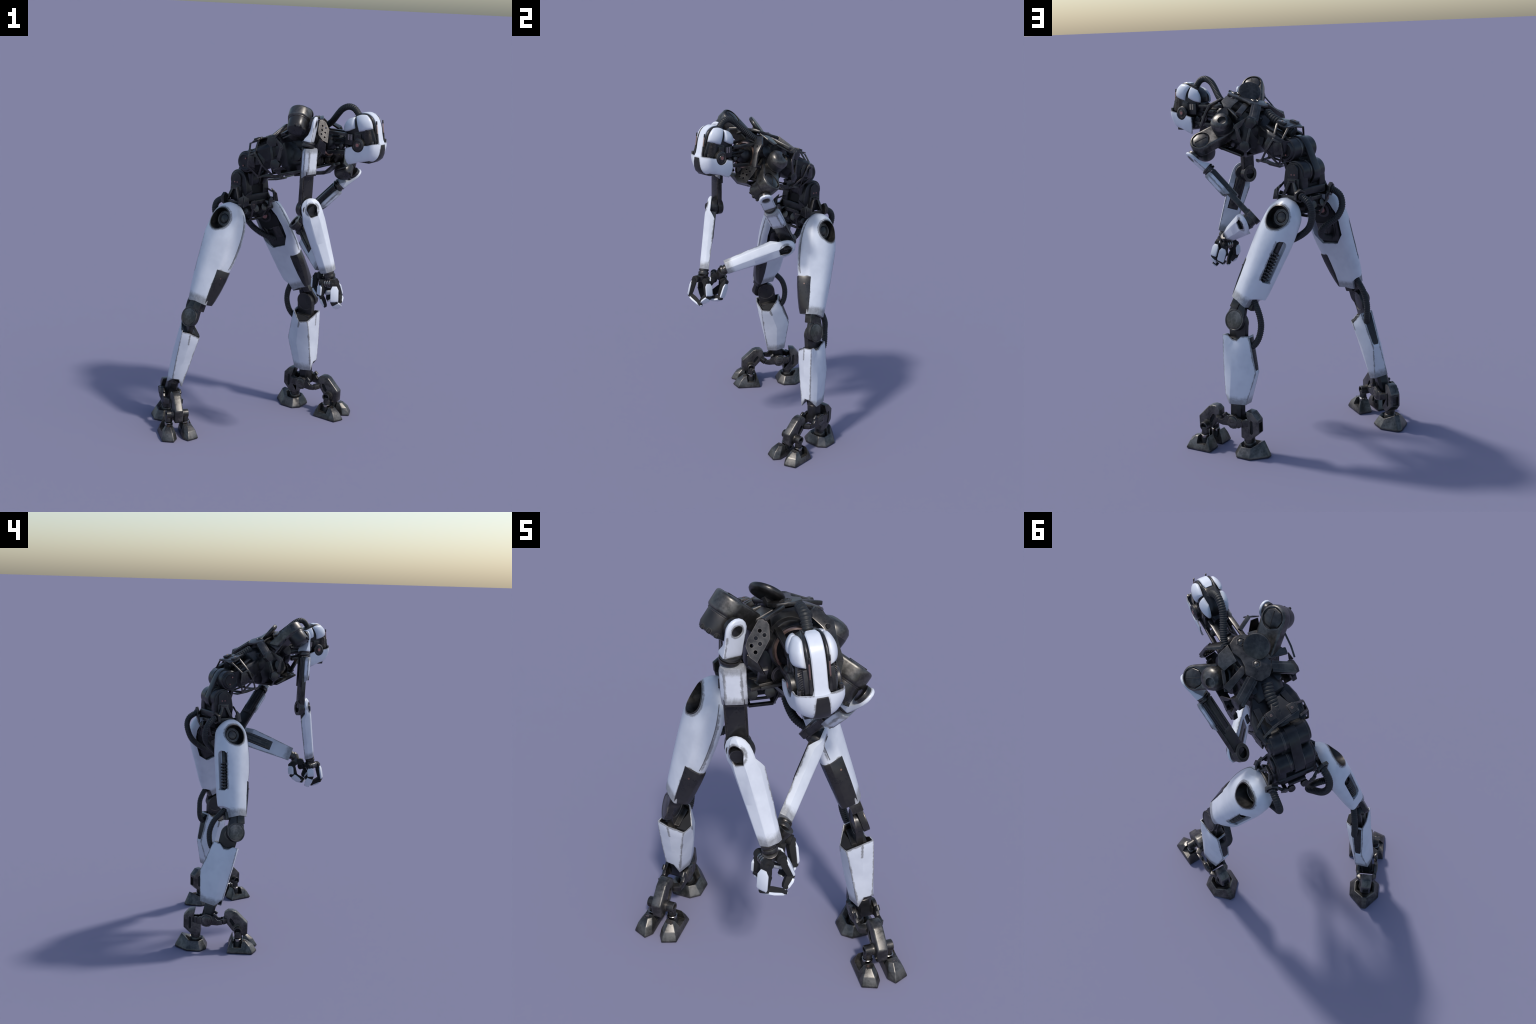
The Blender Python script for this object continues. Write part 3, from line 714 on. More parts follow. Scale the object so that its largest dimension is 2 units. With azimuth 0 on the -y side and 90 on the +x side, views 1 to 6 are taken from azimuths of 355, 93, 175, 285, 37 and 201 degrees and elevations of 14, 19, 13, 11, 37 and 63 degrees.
def build_pelvis():
    F = PEL
    p = Part('pelvis', F, root, 'black', 32)
    # yoke: rounded frame that carries the lower waist drum
    for s in (-1, 1):
        out = stadium(.060, .006, -.004, .010, -.064, .067)
        p.add(prism(out, 'x', *sorted((s * .050, s * .098))), 'black', .009, 3)
        p.add(prism(stadium(.033, .0, .012, .0, -.020, .033), 'x', *sorted((s * .096, s * .110))), 'black', .006, 3)
        p.add(box((s * .104, 0, -.075), (.020, .075, .09)), 'black', .006)
        for yy in (-.010, .010): p.add(cyl((s * .109, yy, -.010), (s * .1118, yy, -.010), .004, seg=10), 'red')
        # rear clevis legs
        for yy in (-.022, .026):
            p.add(beam((s * .118, yy * .6, -.045), (s * .135, yy * 2.0, -.125), .016, .016), 'gun', .003)
        p.add(box((s * .120, 0, -.042), (.014, .05, .016)), 'gun', .003)
    p.add(box((0, .008, -.100), (.19, .136, .042)), 'black', .012, 3)
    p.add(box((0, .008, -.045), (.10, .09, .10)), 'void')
    p.add(cyl((-.09, 0, 0), (.09, 0, 0), .062, seg=40), 'black', .004)
    for x in (-.038, .030): p.add(ring((x, 0, 0), (1, 0, 0), .0655, .05, -.004, .004, 40), 'gun')
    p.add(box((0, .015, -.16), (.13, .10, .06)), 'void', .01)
    pel = p.done()
    g = Part('hip_frame', F, pel, 'gun', 32)
    for s in (-1, 1):
        c = V((s * .135, .088, -.110)); n = V((s * .62, .78, .05)).normalized(); x, yv, d = basis(n, (0, 0, 1))
        hx = [c + (x * math.cos(t) + yv * math.sin(t)) * .036 for t in [math.pi / 3 * i for i in range(6)]]
        g.add(slab(hx, n, (-.006, .004)), 'plate', .002)
        c2 = V((s * .076, .112, -.130)); n2 = V((s * .2, .97, -.1)).normalized(); x, yv, d = basis(n2, (0, 0, 1))
        pg = [c2 + x * a + yv * b for a, b in ((.026, .004), (.016, .020), (-.012, .022), (-.030, .008), (-.028, -.012), (-.008, -.022), (.018, -.018))]
        g.add(slab(pg, n2, (-.005, .003)), 'plate', .002)
        g.add(cyl(c2 + n2 * .002, c2 + n2 * .005, .0042, seg=12), 'copper')
        g.add(beam(hx[4], c2, .014, .008), 'gun', .002)
        # rear hex socket for the hose
        c3 = V((s * .135, -.064, -.113)); n3 = V((s * .25, -.95, -.1)).normalized(); x, yv, d = basis(n3, (0, 0, 1))
        ho = [c3 + (x * math.cos(t) + yv * math.sin(t)) * .037 for t in [math.pi / 3 * i for i in range(6)]]
        hi = [c3 + (x * math.cos(t) + yv * math.sin(t)) * .026 for t in [math.pi / 3 * i for i in range(6)]]
        bm = loft([[q - n3 * .012 for q in ho], [q + n3 * .006 for q in ho], [q + n3 * .006 for q in hi], [q - n3 * .004 for q in hi]])
        g.add(bm, 'gun', .002)
        g.add(cyl(c3 - n3 * .01, c3 + n3 * .016, .019), 'gun', .002)
        c4 = V((s * .075, -.082, -.148)); n4 = V((s * .1, -.97, -.15)).normalized(); x, yv, d = basis(n4, (0, 0, 1))
        pg = [c4 + x * a + yv * b for a, b in ((.030, 0), (.016, .018), (-.014, .018), (-.026, 0), (-.014, -.018), (.016, -.018))]
        g.add(slab(pg, n4, (-.004, .003)), 'plate', .002)
        g.add(cyl(c4 + n4 * .002, c4 + n4 * .005, .004, seg=12), 'copper')
        g.add(beam(c3 + V((-s * .03, 0, -.01)), c4, .014, .010), 'gun', .002)
        # bars round the hip, lower rods and the joint stub to the thigh
        g.add(beam((s * .135, .08, -.13), (s * .135, -.06, -.13), .014, .03), 'gun', .003)
        g.add(beam(c2 + V((0, 0, -.01)), (s * .05, .07, -.23), .012, .010), 'gun', .002)
        g.add(beam(c4 + V((0, 0, -.01)), (s * .05, -.05, -.235), .012, .010), 'gun', .002)
        g.add(beam((s * .05, .07, -.23), (s * .05, -.05, -.235), .02, .012), 'gun', .003)
        g.add(cyl((s * .03, .02, -.20), (s * .165, .02, -.19), .034, seg=28), 'black', .004)
        g.add(rev([(.045, 0), (.045, .012), (.038, .014), (.038, .02)], (s * .11, .02, -.193), (s, 0, .05), 28), 'gun')
        g.add(cyl((s * .09, .075, -.175), (s * .12, .085, -.165), .018), 'gun', .002)
        g.add(cyl((s * .035, .085, -.165), (s * .035, .10, -.16), .022), 'gun', .003)
        g.add(cyl((s * .035, -.065, -.175), (s * .035, -.08, -.17), .020), 'gun', .003)
    g.add(box((0, .08, -.125), (.10, .03, .02)), 'gun', .004)
    g.add(box((0, -.06, -.14), (.09, .02, .02)), 'gun', .004)
    for yy in (.0, .035): g.add(cyl((-.12, yy, -.225), (.12, yy, -.225), .006), 'black')
    g.add(beam((-.05, .07, -.23), (.05, .07, -.23), .016, .012), 'gun', .003)
    # guard fins on the front hips
    for s in (-1, 1):
        g.add(slab([(s * .125, .07, -.06), (s * .140, .10, -.09), (s * .150, .105, -.14), (s * .14, .09, -.14)], (s, .3, 0), .006), 'steel', .002)
        g.add(beam((s * .07, .09, -.055), (s * .12, .085, -.08), .008, .008), 'black')
    g.done()
    w = Part('waist', F, root, 'black', 32)
    U = V((.002, .0535, .1135))
    w.add(cyl(U - V((.094, 0, 0)), U + V((.094, 0, 0)), .063, seg=44), 'black', .008, 3)
    for x in (-.034, .034): w.add(ring(U + V((x, 0, 0)), (1, 0, 0), .0655, .05, -.004, .004, 40), 'gun')
    for s in (-1, 1):
        w.add(rev([(.056, 0), (.052, .012), (.042, .016), (.036, .010)], U + V((s * .092, 0, 0)), (s, 0, 0), 36), 'black', .002)
        for a, b in ((.02, .022), (-.02, -.022)):
            w.add(cyl(U + V((s * .106, a * .4, b)), U + V((s * .108, a * .4, b)), .0045, seg=10), 'red')
    # strap link running over both drums
    strap = [V((-.012, .060, .184)), V((-.012, .020, .174)), V((-.012, -.012, .135)), V((-.012, -.036, .085)), V((-.012, -.060, .030)), V((-.012, -.072, .0)), V((-.012, -.066, -.035)), V((-.012, -.045, -.062))]
    bm = new(); rows = []
    for q in spline(strap, 5):
        rows.append([q + V((-.026, 0, 0)), q + V((.026, 0, 0)), q + V((.026, .012, -.006)), q + V((-.026, .012, -.006))])
    w.add(loft(rows), 'black', .002)
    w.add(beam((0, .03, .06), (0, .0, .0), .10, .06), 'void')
    w.add(beam((-.07, .075, .05), (-.055, .06, -.03), .02, .03), 'black', .004)
    w.add(beam((.07, .075, .05), (.055, .06, -.03), .02, .03), 'black', .004)
    w.done()
build_pelvis()

# ===== chest =====
CH = Frame(((.55, .8351, -.01), (.7934, -.5188, .3183), (-.2606, .183, .9479)), (.098, -.02, 1.766))   # lateral(left), spine forward, back(up)
def build_chest():
    F = CH
    ab = Part('abdomen', F, root, 'black', 30)
    # faceted abdominal casing between the waist drum and the chest
    def sec(s, c, w, h, k=.62):
        return [(c + w * x, s, z) for x, z in ((-1, h[0] * .2), (-.92, h[1] * .72), (-k, h[1]), (k, h[1]), (.92, h[1] * .72), (1, h[0] * .2), (.95, h[0] * .7), (k, h[0]), (-k, h[0]), (-.95, h[0] * .7))]
    ab.add(loft([sec(-.245, .040, .085, (-.115, -.062)), sec(-.225, .038, .118, (-.135, -.045)), sec(-.16, .032, .136, (-.145, -.024)), sec(-.11, .024, .132, (-.142, -.018)), sec(-.06, .012, .112, (-.130, -.016)), sec(-.02, .006, .085, (-.11, -.02))]), 'black', .006, 2, 16)
    for s in (-1, 1):
        c = .028
        ab.add(slab([(c + s * .132, -.185, -.050), (c + s * .134, -.185, -.105), (c + s * .130, -.120, -.115), (c + s * .124, -.105, -.080), (c + s * .126, -.120, -.040)], (s, 0, .1), (-.004, .005)), 'plate', .004)
        ab.add(beam((c + s * .095, -.20, -.022), (c + s * .075, -.07, -.004), .03, .012, (0, 0, 1)), 'black', .004)
        ab.add(slab([(c + s * .120, -.095, -.055), (c + s * .122, -.095, -.10), (c + s * .112, -.060, -.10), (c + s * .108, -.060, -.06)], (s, .2, 0), (-.004, .004)), 'void', .002)
    ab.add(ribbed([(.03, -.20, -.01), (.03, -.14, .008), (.02, -.06, .022), (.0, .0, .035)], .028, .016, .003), 'rubber')
    abo = ab.done()
    # bolted back plate over the abdomen
    bp = Part('lumbar_plate', F, abo, 'plate', 30)
    pl = [(-.015, -.083, .030), (.033, -.078, .030), (.062, -.120, .034), (.100, -.118, .028), (.108, -.150, .024), (.094, -.188, .022), (.020, -.203, .026), (-.030, -.216, .022), (-.052, -.190, .026), (-.060, -.150, .030), (-.029, -.137, .034)]
    bp.add(slab(pl, (0, 0, 1), (-.004, .004)), 'plate', .003)
    for x, yy in ((.077, -.140), (-.026, -.162)):
        bp.add(box((x, yy, .036), (.036, .045, .016)), 'plate', .005)
        bp.add(ring((x, yy, .043), (0, 0, 1), .0055, .003, 0, .003, 14, .0005), 'copper')
    bp.done()
    # wire cage round the abdomen
    cg = Part('abdomen_cage', F, abo, 'gun', 30)
    for s in (-1, 1):
        m = .026
        P = {k: V(v) for k, v in dict(a=(m + s * .076, -.125 - .025 * (s < 0), .028), b=(m + s * .070, -.19 - .02 * (s < 0), .024), c=(m + s * .142, -.155, -.04), d=(m + s * .136, -.20, -.045), e=(m + s * .134, -.225, -.10), f=(m + s * .140, -.13, -.115), g=(m + s * .09, -.20, -.175), h=(m + s * .10, -.10, -.185), i=(m + s * .06, -.06, -.212)).items()}
        for u, v in ('ac', 'bd', 'cd', 'de', 'cf', 'eg', 'fg', 'fh', 'gh', 'hi'):
            cg.add(beam(P[u], P[v], .011, .006, (s, 0, .2)), 'gun', .0015)
        cg.add(slab([P['d'], P['e'], P['e'] + V((0, .045, -.02)), P['c'] + V((0, -.01, -.02))], (s, 0, 0), .004), 'gun', .0015)
    cg.add(beam((-.05, -.183, .030), (.10, -.188, .030), .010, .006), 'gun')
    cg.add(beam((-.065, -.20, -.175), (.115, -.20, -.175), .012, .008), 'gun')
    cg.add(beam((-.04, -.06, -.212), (.09, -.06, -.212), .014, .008), 'gun')
    cg.add(slab([(.010, -.185, -.205), (.060, -.185, -.205), (.055, -.12, -.215), (.030, -.07, -.218), (-.010, -.07, -.218), (-.005, -.12, -.215)], (0, 0, 1), (-.003, .004)), 'gun', .002)
    for s in (-1, 1): cg.add(beam((.035 + s * .05, -.185, -.19), (.02 + s * .07, -.05, -.205), .012, .010), 'gun', .002)
    cg.done()

    ch = Part('chest', F, root, 'gun', 32)
    # inner drum body
    ch.add(rev([(.05, -.07), (.085, -.055), (.092, 0), (.088, .06), (.096, .08), (.096, .12), (.080, .15), (.082, .19), (.066, .22)], (0, 0, -.055), (0, 1, 0), 28), 'black', .003)
    ch.add(box((0, .06, -.04), (.17, .16, .12)), 'black', .02)
    ch.add(box((0, .12, .02), (.12, .17, .06)), 'black', .012)
    # star plate on the back
    star = [(.018, .245), (.050, .232), (.060, .190), (.047, .150), (.052, .110), (.070, .076), (.050, .030), (.026, .010), (-.018, .010), (-.045, .030), (-.066, .066), (-.050, .100), (-.047, .150), (-.058, .190), (-.040, .232), (-.012, .245)]
    ch.add(slab([(a, b, .066) for a, b in star], (0, 0, 1), (-.006, .008)), 'gun', .005)
    for yy in (.087, .212):
        ch.add(ring((0, yy, .074), (0, 0, 1), .022, .016, -.004, .004, 6), 'gun')
        ch.add(dome((0, yy, .072), (0, 0, 1), .0155, .008, 20), 'steel')
        ch.add(box((0, yy, .080), (.017, .0045, .003)), 'void')
    for s in (-1, 1):
        # two arms from the star to the flank
        a0, a1 = V((s * .050, .045, .058)), V((s * .160, -.012, .006))
        for off, wd in ((.0, .056),):
            ch.add(beam(a0, a1, wd, .030, (0, 0, 1)), 'gun', .008)
        ch.add(beam(a0 + V((0, .0, .016)), a1 + V((0, 0, .016)), .026, .008, (0, 0, 1)), 'gun', .003)
        ch.add(slab([(s * .055, .236, .056), (s * .112, .226, .034), (s * .136, .190, .018), (s * .130, .150, .022), (s * .100, .152, .040), (s * .064, .150, .056)], (0, 0, 1), (-.006, .004)), 'steel', .004)
        ch.add(beam((s * .13, .16, .018), (s * .172, .07, .0), .016, .008, (0, 0, 1)), 'gun', .002)
        ch.add(beam((s * .05, .105, .050), (s * .170, .075, .020), .034, .016, (0, 0, 1)), 'gun', .004)
        # flank: hexagon sockets and struts
        n = V((s, 0, .08)).normalized(); x, yv, d = basis(n, (0, 1, 0))
        def hexa(cx, r, t=(-.03, .004)):
            cx = V(cx); ch.add(slab([cx + (x * math.cos(k) + yv * math.sin(k)) * r for k in [math.pi / 3 * i for i in range(6)]], n, t), 'plate', .002)
        hexa((s * .168, .0, .0), .036); hexa((s * .182, -.010, -.130), .032, (-.02, .003))
        m = .022
        def flank(pts, t=.005): ch.add(slab([(s * a, b, c) for a, b, c in pts], n, t), 'gun', .002)
        flank([(.172, .025, .018), (.190, .072, -.035), (.194, .075, -.055), (.190, .052, -.060), (.178, .035, -.030)])
        flank([(.190, .072, -.045), (.188, .030, -.118), (.186, .008, -.108), (.190, .050, -.050)])
        ch.add(beam((s * .172, -.012, -.03), (s * .182, -.018, -.105), .014, .006, (s, 0, 0)), 'gun', .0015)
        flank([(.184, -.03, -.155), (.180, .028, -.150), (.150, .045, -.178), (.140, -.02, -.195)], .006)
        # perforated collar plate (right side; the left one hangs lower)
        if s < 0:
            pn = V((-.433, .847, .308)).normalized()
            cp = slab([(-.126, .290, .046), (-.106, .300, .046), (-.099, .310, .028), (-.106, .322, -.014), (-.158, .320, -.082), (-.175, .304, -.063), (-.179, .290, -.029), (-.169, .287, -.009)], pn, (-.004, .0015))
            ch.add(modify(cp, [cyl(V(h) - pn * .03, V(h) + pn * .03, .0068, seg=14) for h in ((-.129, .300, .013), (-.119, .311, -.001), (-.145, .300, -.008), (-.137, .310, -.026), (-.162, .299, -.029), (-.155, .309, -.050))]), 'gun')
            ch.add(slab([(-.150, .306, -.085), (-.178, .292, -.055), (-.168, .25, -.10), (-.12, .27, -.14)], (-.3, .5, -.6), (-.005, .003)), 'gun', .002)
        if s < 0: ch.add(beam((-.112, .298, .044), (-.030, .262, .066), .020, .012, (0, 0, 1)), 'gun', .003)
        ch.add(beam((s * .12, .26, -.12), (s * .11, .18, -.18), .03, .014, (0, 0, 1)), 'gun', .003)
        # breast bars below
        ch.add(beam((s * .15, .0, -.190), (s * .13, .19, -.200), .045, .014, (0, 0, 1)), 'gun', .004)
        ch.add(cyl((s * .05, .10, -.115), (s * .125, .10, -.10), .038, seg=24), 'black', .004)
        ch.add(cyl((s * .06, .19, -.05), (s * .11, .20, -.03), .036, seg=24), 'black', .004)
    ch.add(beam((-.12, .16, -.195), (.12, .16, -.195), .05, .016, (0, 0, 1)), 'gun', .004)
    ch.add(beam((-.12, .03, -.200), (.12, .03, -.200), .06, .014, (0, 0, 1)), 'gun', .004)
    ch.add(slab([(-.05, .02, -.212), (.05, .02, -.212), (.040, .200, -.236), (.046, .272, -.205), (-.048, .275, -.205), (-.040, .200, -.236)], (0, 0, 1), (-.006, .008)), 'gun', .003)
    # front rib block under the neck
    def blk(sv, w, h0, h1): return [(x * w, sv, z) for x, z in ((-1, h0 * .75 + h1 * .25), (-.85, h1), (.85, h1), (1, h0 * .75 + h1 * .25), (.72, h0), (-.72, h0))]
    ch.add(loft([blk(-.03, .08, -.185, -.04), blk(.03, .110, -.195, -.02), blk(.10, .110, -.195, -.03), blk(.155, .095, -.190, -.06), blk(.195, .075, -.180, -.10)]), 'black', .010, 2, 16)
    for i in range(4): ch.add(beam((-.12, .05 + .05 * i, -.198), (.12, .05 + .05 * i, -.198), .016, .012, (0, 0, 1)), 'black', .003)
    for s in (-1, 1):
        ch.add(rev([(.032, 0), (.034, .006), (.026, .008), (.024, .002)], (s * .045, .196, -.165), (0, 1, -.3), 28), 'gun')
    for a, b in (((-.200, .150, .070), (-.197, .135, .066)), ((-.197, .135, .066), (-.196, .078, .036)), ((-.196, .078, .036), (-.188, .03, .01))): ch.add(beam(a, b, .008, .005), 'gun')
    # hose running from the spine to the neck
    chest = ch.done()
    pf = Part('collar_plate', F, chest, 'gun', 30)
    pn = V((.10, .95, -.10)).normalized()
    pl = [(.106, .304, -.128), (.142, .300, -.137), (.128, .302, -.175), (.099, .304, -.225), (.040, .306, -.232), (.011, .306, -.208), (.030, .306, -.180), (.051, .306, -.151)]
    pf.add(modify(slab(pl, pn, (-.003, .003)), [cyl(V((a, .306, b)) - pn * .03, V((a, .306, b)) + pn * .03, .0068, seg=14) for a, b in ((.080, -.155), (.105, -.161), (.064, -.181), (.089, -.183), (.047, -.201), (.073, -.205))]), 'gun')
    pf.add(loft([[(.108, .298, -.130), (.140, .296, -.134), (.140, .312, -.134), (.108, .314, -.130)], [(.098, .296, -.05), (.126, .292, -.052), (.126, .306, -.052), (.098, .310, -.05)], [(.082, .280, -.014), (.128, .276, -.002), (.128, .292, -.002), (.082, .296, -.014)], [(.050, .25, .03), (.085, .235, .045), (.085, .25, .045), (.050, .265, .03)]]), 'gun', .004)
    pf.add(cyl((.100, .292, -.016), (.102, .302, -.016), .008, seg=14), 'void')
    pf.add(slab([(.040, .302, -.232), (.099, .300, -.225), (.10, .24, -.235), (.03, .24, -.235)], (0, 0, 1), (-.004, .004)), 'gun', .002)
    pf.done()
    nk = Part('neck', F, root, 'black', 32)
    nb = V((-.002, .262, -.080))
    nk.add(ball(nb, .047), 'black')
    nd = V((-.05, .95, -.12)).normalized()
    nk.add(rev([(.070, -.006), (.074, -.003), (.075, .002), (.072, .006), (.066, .007), (.064, 0), (.066, -.006)], nb - nd * .012, nd, 40, True), 'copper')
    nk.add(rev([(.080, -.06), (.084, -.03), (.080, -.010), (.070, -.014), (.05, -.016)], nb, nd, 36), 'black', .002)
    hp = F.local((.4941 - .06, -.3244 + .055, 1.785))
    nk.add(cyl(nb, hp, .020), 'black')
    nk.add(cyl(nb + V((0, .03, .02)), nb + V((0, .075, .012)), .026), 'gun', .003)
    for s in (-1, 1):
        nk.add(beam(nb + V((s * .05, -.02, .075)), hp + V((s * .045, .0, .055)), .022, .016), 'gun', .004)
        nk.add(beam(nb + V((s * .055, .0, -.045)), hp + V((s * .05, .0, -.045)), .020, .020), 'black', .003)
        nk.add(cyl(nb + V((s * .03, .04, .02)), hp + V((s * .03, .01, .015)), .005), 'black')
        nk.add(ball(hp + V((s * .045, -.045, .0)), .018), 'gun')
    nk.add(box(hp + V((0, .0, .03)), (.06, .04, .09)), 'black', .01)
    nk.done()
build_chest()

# ===== shoulders =====
def sh_frame(side):
    """x: from the cap towards the disc, z: cap axis (up), origin at the cap"""
    if side == 'R': cap, disc, dn = V((.144, -.258, 1.944)), V((.169, -.113, 1.909)), V((.113, -.342, 1.849))
    else: cap, disc, dn = V((.453, .002, 1.669)), V((.348, .037, 1.775)), V((.418, -.096, 1.565))
    z = (cap - dn).normalized(); x = disc - cap; x = (x - z * x.dot(z)).normalized()
    yy = z.cross(x) * (1 if side == 'R' else -1)
    return Frame((x, yy, z), cap)
def build_shoulder(side):
    F = sh_frame(side)
    p = Part('shoulder', F, root, 'steel', 36)
    body = prism(stadium(.062, 0, 0, .150, -.004, .058, 16), 'z', -.060, .004)
    bevel(body, .014, 4, 30)
    body = modify(body, [cyl((0, 0, -.006), (0, 0, .03), .0525, seg=40)])
    p.add(body, 'steel')
    p.add(rev([(.051, -.008), (.051, -.003), (.046, .002), (.030, .006), (.012, .0065)], (0, 0, 0), (0, 0, 1), 8), 'gun', .002)
    p.add(box((0, 0, .006), (.070, .005, .004)), 'void')
    p.add(ring((0, 0, -.062), (0, 0, -1), .056, .05, -.003, .003, 40), 'gun')
    # motor can under the cap, cut flat at the back
    can = rev([(.053, -.050), (.053, -.112), (.047, -.130), (.030, -.134)], (0, 0, 0), (0, 0, 1), 40)
    p.add(can, 'plate', .003)
    for i in range(3):
        an = -.6 + .6 * i
        p.add(cyl((.046 * math.cos(an + 3.6), .046 * math.sin(an + 3.6), -.12), (.050 * math.cos(an + 3.6), .050 * math.sin(an + 3.6), -.132), .007, seg=14), 'void')
    o = p.done()
    return o
shR = build_shoulder('R'); shL = build_shoulder('L')
d = Part('pauldron_disc', WORLD, shR, 'gun', 36)
c = V((.169, -.112, 1.910)); n = V((-.10, .76, .64)).normalized()
d.add(rev([(.050, -.016), (.058, -.013), (.063, -.006), (.063, .002), (.060, .007), (.052, .009)], c, n, 44), 'gun')
d.add(beam(c - n * .012, c - n * .03 + V((.03, .01, -.03)), .03, .02), 'black', .003)
d.done()
d = Part('pauldron_dome', WORLD, shL, 'steel', 40)
c = V((.345, .036, 1.772)); n = V((.30, .62, .72)).normalized()
dm = rev([(.056, -.05), (.057, -.01), (.055, .008), (.045, .022), (.030, .030), (.012, .033)], c - n * .01, n, 40)
hole = cyl(c + V((-.012, .02, -.002)) - n * .002, c + V((-.012, .02, -.002)) + n * .06, .022, .030, 24)
dm = modify(dm, [hole]); d.add(dm, 'steel')
d.add(cyl(c - n * .055, c - n * .02, .0575, seg=40), 'black', .003)
d.done()

# ===== head =====
HD = Frame(((.7442, -.6679, 0), (.6673, .7435, .0437), (-.0292, -.0325, .999)), (.4941, -.3244, 1.7953))   # forward, left, up
def pillow(edges, bulge, thick, nu=14, nv=14, edge=.2, out=(0, 1, 0)):
    """padded four-sided panel: Coons patch over curved edges with a rounded rim.
    edges: bottom, top (front to rear) and front, rear (bottom to top), each three points"""
    E = [[V(p) for p in e] for e in edges]; o = V(out).normalized()
    def q3(e, t):
        a, m, b = e; c = 2 * m - (a + b) / 2
        return a * (1 - t) ** 2 + c * 2 * t * (1 - t) + b * t * t
    bo, to, fr_, re = E
    def pt(u, v):
        s = q3(bo, u) * (1 - v) + q3(to, u) * v + q3(fr_, v) * (1 - u) + q3(re, v) * u
        s -= bo[0].lerp(bo[2], u) * (1 - v) + to[0].lerp(to[2], u) * v
        uu, vv = min(max(u, 0), 1), min(max(v, 0), 1)
        return s + o * bulge * math.sin(math.pi * uu) * math.sin(math.pi * vv)
    bm = new(); F_, B_ = [], []
    for j in range(nv + 1):
        fr, br = [], []
        for i in range(nu + 1):
            u, v = i / nu, j / nv
            p = pt(u, v); e = 1e-3
            nrm = (pt(u + e, v) - pt(u - e, v)).cross(pt(u, v + e) - pt(u, v - e)).normalized()
            if nrm.dot(o) < 0: nrm = -nrm
            k = min(min(u, 1 - u), min(v, 1 - v)) / edge
            r = 1 if k >= 1 else math.sqrt(max(0, 1 - (1 - k) ** 2))
            fr.append(bm.verts.new(p + nrm * thick * r)); br.append(bm.verts.new(p - nrm * .004))
        F_.append(fr); B_.append(br)
    for j in range(nv):
        for i in range(nu):
            bm.faces.new((F_[j][i], F_[j][i + 1], F_[j + 1][i + 1], F_[j + 1][i]))
            bm.faces.new((B_[j][i], B_[j + 1][i], B_[j + 1][i + 1], B_[j][i + 1]))
    for i in range(nu):
        bm.faces.new((F_[0][i], B_[0][i], B_[0][i + 1], F_[0][i + 1])); bm.faces.new((F_[nv][i], F_[nv][i + 1], B_[nv][i + 1], B_[nv][i]))
    for j in range(nv):
        bm.faces.new((F_[j][0], F_[j + 1][0], B_[j + 1][0], B_[j][0])); bm.faces.new((F_[j][nu], B_[j][nu], B_[j + 1][nu], F_[j + 1][nu]))
    bmesh.ops.recalc_face_normals(bm, faces=bm.faces)
    return bm

